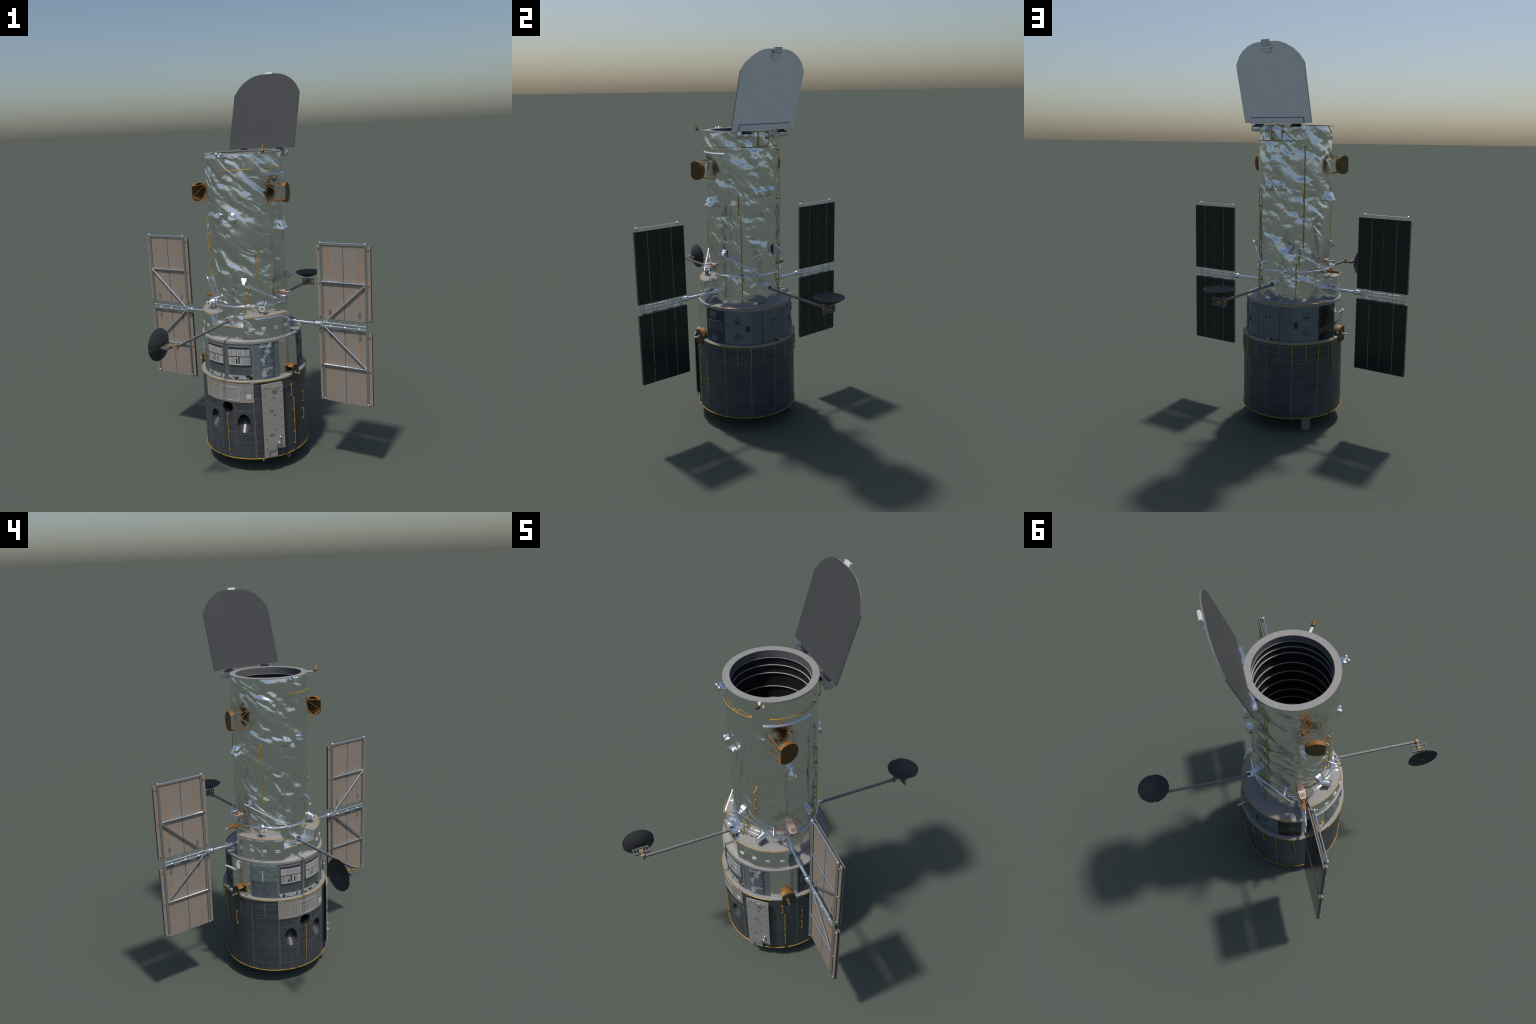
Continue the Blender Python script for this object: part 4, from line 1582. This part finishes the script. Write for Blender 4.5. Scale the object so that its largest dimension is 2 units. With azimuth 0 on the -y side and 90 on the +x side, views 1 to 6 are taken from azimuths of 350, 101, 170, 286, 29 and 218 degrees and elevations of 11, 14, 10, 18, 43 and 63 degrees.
mb.box(dpt(0, .3493, .0048), (.0200, .0010, .0010), RD)
mb.obj('latch_shadow_strip', 'dark_line', g, kind='stuff')  # thin dark boxes for the shade the latch casts on the door
for sg in (-1, 1):
    g = empty('door_hinge', door)
    crumpled_block((sg * .1085, .186, 1.5805), (.0435, .0175, .0165), None, .0035, 11, 90 + sg, .12).obj('hinge_wrap', 'hinge_foil', g, smooth=45)
    mb = MB()
    mb.box((sg * .107, .189, 1.6035), (.013, .005, .0055))
    mb.cyl((sg * .082, .190, 1.6005), (sg * .136, .190, 1.6005), .0036, seg=14)
    mb.box((sg * .112, .2012, 1.5925), (.031, .0045, .0042))
    mb.obj('hinge_pin', 'black_box', g, bevel=.0006)

# ================================================================== antennas
for which in (0, 1):
    ant = empty('dish_antenna', ROOT)
    sg = -1 if which == 0 else 1
    mb = MB()
    n0, n1 = .2130, (.6400 if which == 0 else .6380)
    mb.beam((0, sg * n0, .7785), (0, sg * n1, .7795), .0102, .0102)
    for x in np.linspace(n0 + .03, n1 - .03, 8):
        mb.slot = 1
        mb.box((0, sg * x, .779), (.0054, .0008, .0054))
    mb.obj('boom', ['boom_gray', 'dark_line'], ant, bevel=.0006)
    if which == 0:
        d1 = np.array([0, -.6458, .7800])
        d2 = np.array([-.0373, -.6455, .7790])
        p, b = np.array([-1.0, 0, 0]), np.array([0, 1.0, 0])
    else:
        d1 = np.array([0, .6420, .7790])
        d2 = np.array([.0016, .6830, .7790])
        p, b = np.array([0, 0, 1.0]), np.array([1.0, 0, 0])
    w = np.cross(p, b)
    mb = MB()
    mb.cyl(d1 - [0, 0, .0105], d1 + [0, 0, .0105], .0082, seg=20)
    mb.cyl(d1 - [0, 0, .0125], d1 - [0, 0, .0095], .0092, seg=20)
    mb.cyl(d1 + [0, 0, .0095], d1 + [0, 0, .0125], .0092, seg=20)
    mb.cyl(d2 - b * .0105, d2 + b * .0105, .0092, seg=18)
    mb.cyl(d1, d2, .005, seg=12)
    if 'gimbal_tan' not in MATS:
        plain('gimbal_tan', (0.30, 0.20, 0.085), 0.5, 0.1, var=.12)
    mb.obj('gimbal', 'gimbal_tan', ant, bevel=.0006)
    mb = MB()
    Rg = np.stack([p, b, w], 1)
    for q in (-.0155, .0165):
        mb.box(d2 + p * q, (.0018, .0385, .0052), Rg)
        mb.box(d2 + p * (q + (.002 if q < 0 else -.002)), (.0028, .011, .0075), Rg)
    for y in (-.034, -.0205, .0205, .034):
        mb.box(d2 + b * y, (.0150, .0017, .0045), Rg)
    mb.obj('gimbal_frame', 'boom_gray', ant, bevel=.0005)
    # dish
    mb = MB()
    Rd, dep, seg = .0750, .0300, 72
    base = d2 + p * .0315
    a = np.linspace(0, 2 * np.pi, seg, endpoint=False)
    rad = np.linspace(0.02, 1, 14)
    clip = 1 - .035 * (np.abs(np.abs(np.cos(a)) - 1) < .010)

    def sheet(off, sc):
        return np.stack([base + p * (dep * r * r + off) + Rd * sc * r * clip[:, None] * (np.outer(np.cos(a), b) + np.outer(np.sin(a), w)) for r in rad], 1)
    I, O = sheet(0, 1), sheet(-.0016, 1.0)
    mb.grid(I, closed_u=True)
    mb.grid(O, closed_u=True, flip=True)
    mb.grid(np.stack([O[:, -1], I[:, -1]], 1), closed_u=True)
    mb.add(I[:, 0], [tuple(range(seg))])
    mb.add(O[:, 0], [tuple(range(seg))[::-1]])
    mb.obj('dish', 'dish_black', ant, smooth=40)
    mb = MB()
    mb.cyl(base, base + p * .0300, .0010, seg=8)
    mb.slot = 1
    mb.sphere(base + p * .0310, .0024, 10, 8)
    mb.obj('feed', ['bolt_dark', 'gray_trim'], ant)

# ================================================================== solar wings
def wing(sx):
    mi = sx < 0
    wg = empty('solar_wing', ROOT)
    S0, S1 = .4115, .6418
    Z0, Z1, ZM = .3575, 1.1545, .7462
    mb = MB(mi)
    for s in (S0, S1):
        pts = [(s, 0, z) for z in np.linspace(Z0, Z1, 60)]
        mb.path(pts, .0056, 12)
    for z in (.9620, .5380):
        mb.path([(s, 0, z) for s in np.linspace(S0, S1, 24)], .0042, 10)
    for z in (.9600, .5400):
        mb.path([(S0 + (S1 - S0) * k, -.001, ZM + (z - ZM) * k) for k in np.linspace(0, 1, 30)], .0042, 10)
    mb.path([(s, 0, Z1) for s in np.linspace(S0, S1, 16)], .0030, 8)
    for s in (S0, S1):
        for z in (Z0, Z1):
            mb.sphere((s, 0, z), .0078)
    mb.obj('wing_frame', 'silver_tube', wg)
    mb = MB(mi)
    for z in (ZM + .0080, ZM - .0080):
        mb.path([(s, -.001, z) for s in np.linspace(S0 - .028, S1 + .001, 30)], .0052, 12)
    for s in (.452, .5265, .6):
        mb.sphere((s, -.001, ZM - .0075), .0072, sq=(1.8, 1, 1))
    mb.path([(s, 0, ZM) for s in np.linspace(.178, S0, 34)], .0082, 16)
    mb.sphere((.3797, 0, ZM), .0155, 20, 14)
    mb.cyl((.3905, 0, ZM), (.3985, 0, ZM), .0125, seg=18)
    mb.cyl((.257, 0, ZM), (.268, 0, ZM), .0125, seg=18)
    mb.cyl((.180, 0, ZM), (.208, 0, ZM), .0170, .0150, seg=20)
    mb.obj('mast', 'silver_tube', wg)
    # hub plates seen between the two panels
    mb = MB(mi)
    for s in (.420, .470, .582, .630):
        mb.box((s, .0105, ZM), (.0042, .0022, .0265))
    for s0, s1, up in ((.482, .568, 1),):
        for sgn in (1, -1):
            zc = ZM + sgn * .0265
            P = np.array([(s0 - .022, .009, zc), (s0 + .018, .009, zc - sgn * .014), (s0 + .018, .009, zc), (s1 + .022, .009, zc), (s1 - .018, .009, zc - sgn * .014), (s1 - .018, .009, zc)])
            for tri in ((0, 1, 2), (3, 4, 5)):
                q = P[list(tri)]
                q2 = q + [0, .003, 0]
                mb.add(np.concatenate([q, q2]), [(0, 1, 2), (5, 4, 3), (0, 3, 4, 1), (1, 4, 5, 2), (2, 5, 3, 0)])
    mb.obj('hub_plate', 'silver_tube', wg)
    # panels
    for za, zb in ((.7735, 1.1430), (.3465, .7200)):
        pg = empty('solar_panel', wg)
        zc, hz = (za + zb) / 2, (zb - za) / 2
        sc, hs = .5260, .1378
        mb = MB(mi)
        mb.box((sc, .0090, zc), (hs, .0024, hz))
        mb.obj('panel_back', 'beige_laminate', pg, bevel=.0006)
        mb = MB(mi)
        mb.box((sc, .0140, zc), (hs - .002, .0030, hz - .002))
        mb.obj('panel_core', 'dark_line', pg)
        mb = MB(mi)
        mb.box((sc, .0190, zc), (hs, .0024, hz))
        mb.obj('panel_tray', 'panel_edge_gray', pg)
        mb = MB(mi)
        mb.box((sc, .0218, zc), (hs - .0015, .0006, hz - .0015))
        mb.obj('cell_sheet', 'solar_cells', pg)
        mb = MB(mi)
        mb.box((sc, .0066, zc), (.0011, .0006, hz - .001))
        mb.obj('panel_seam', 'dark_line', pg)
        mb = MB(mi)
        tz = np.linspace(za + .030 if za < .5 else za + .062, zb - .022 if za > .5 else zb - .052, 9)
        for s in (.4515, .6055):
            for i, z in enumerate(tz):
                mb.box((s + random.uniform(-.0004, .0004), .0065, z + random.uniform(-.003, .003)), (.0029, .0007, .0072))
        mb.obj('cell_tab', 'cell_tab', pg, kind='stuff')
        mb = MB(mi)
        for s in (S0 - .0125, S1 + .0125):
            for k in (.04, .5, .965):
                mb.box((s, .0036, za + (zb - za) * k), (.0033, .0034, .0024))
        mb.obj('panel_clip', 'cell_tab', pg, bevel=.0005)


wing(1)
wing(-1)
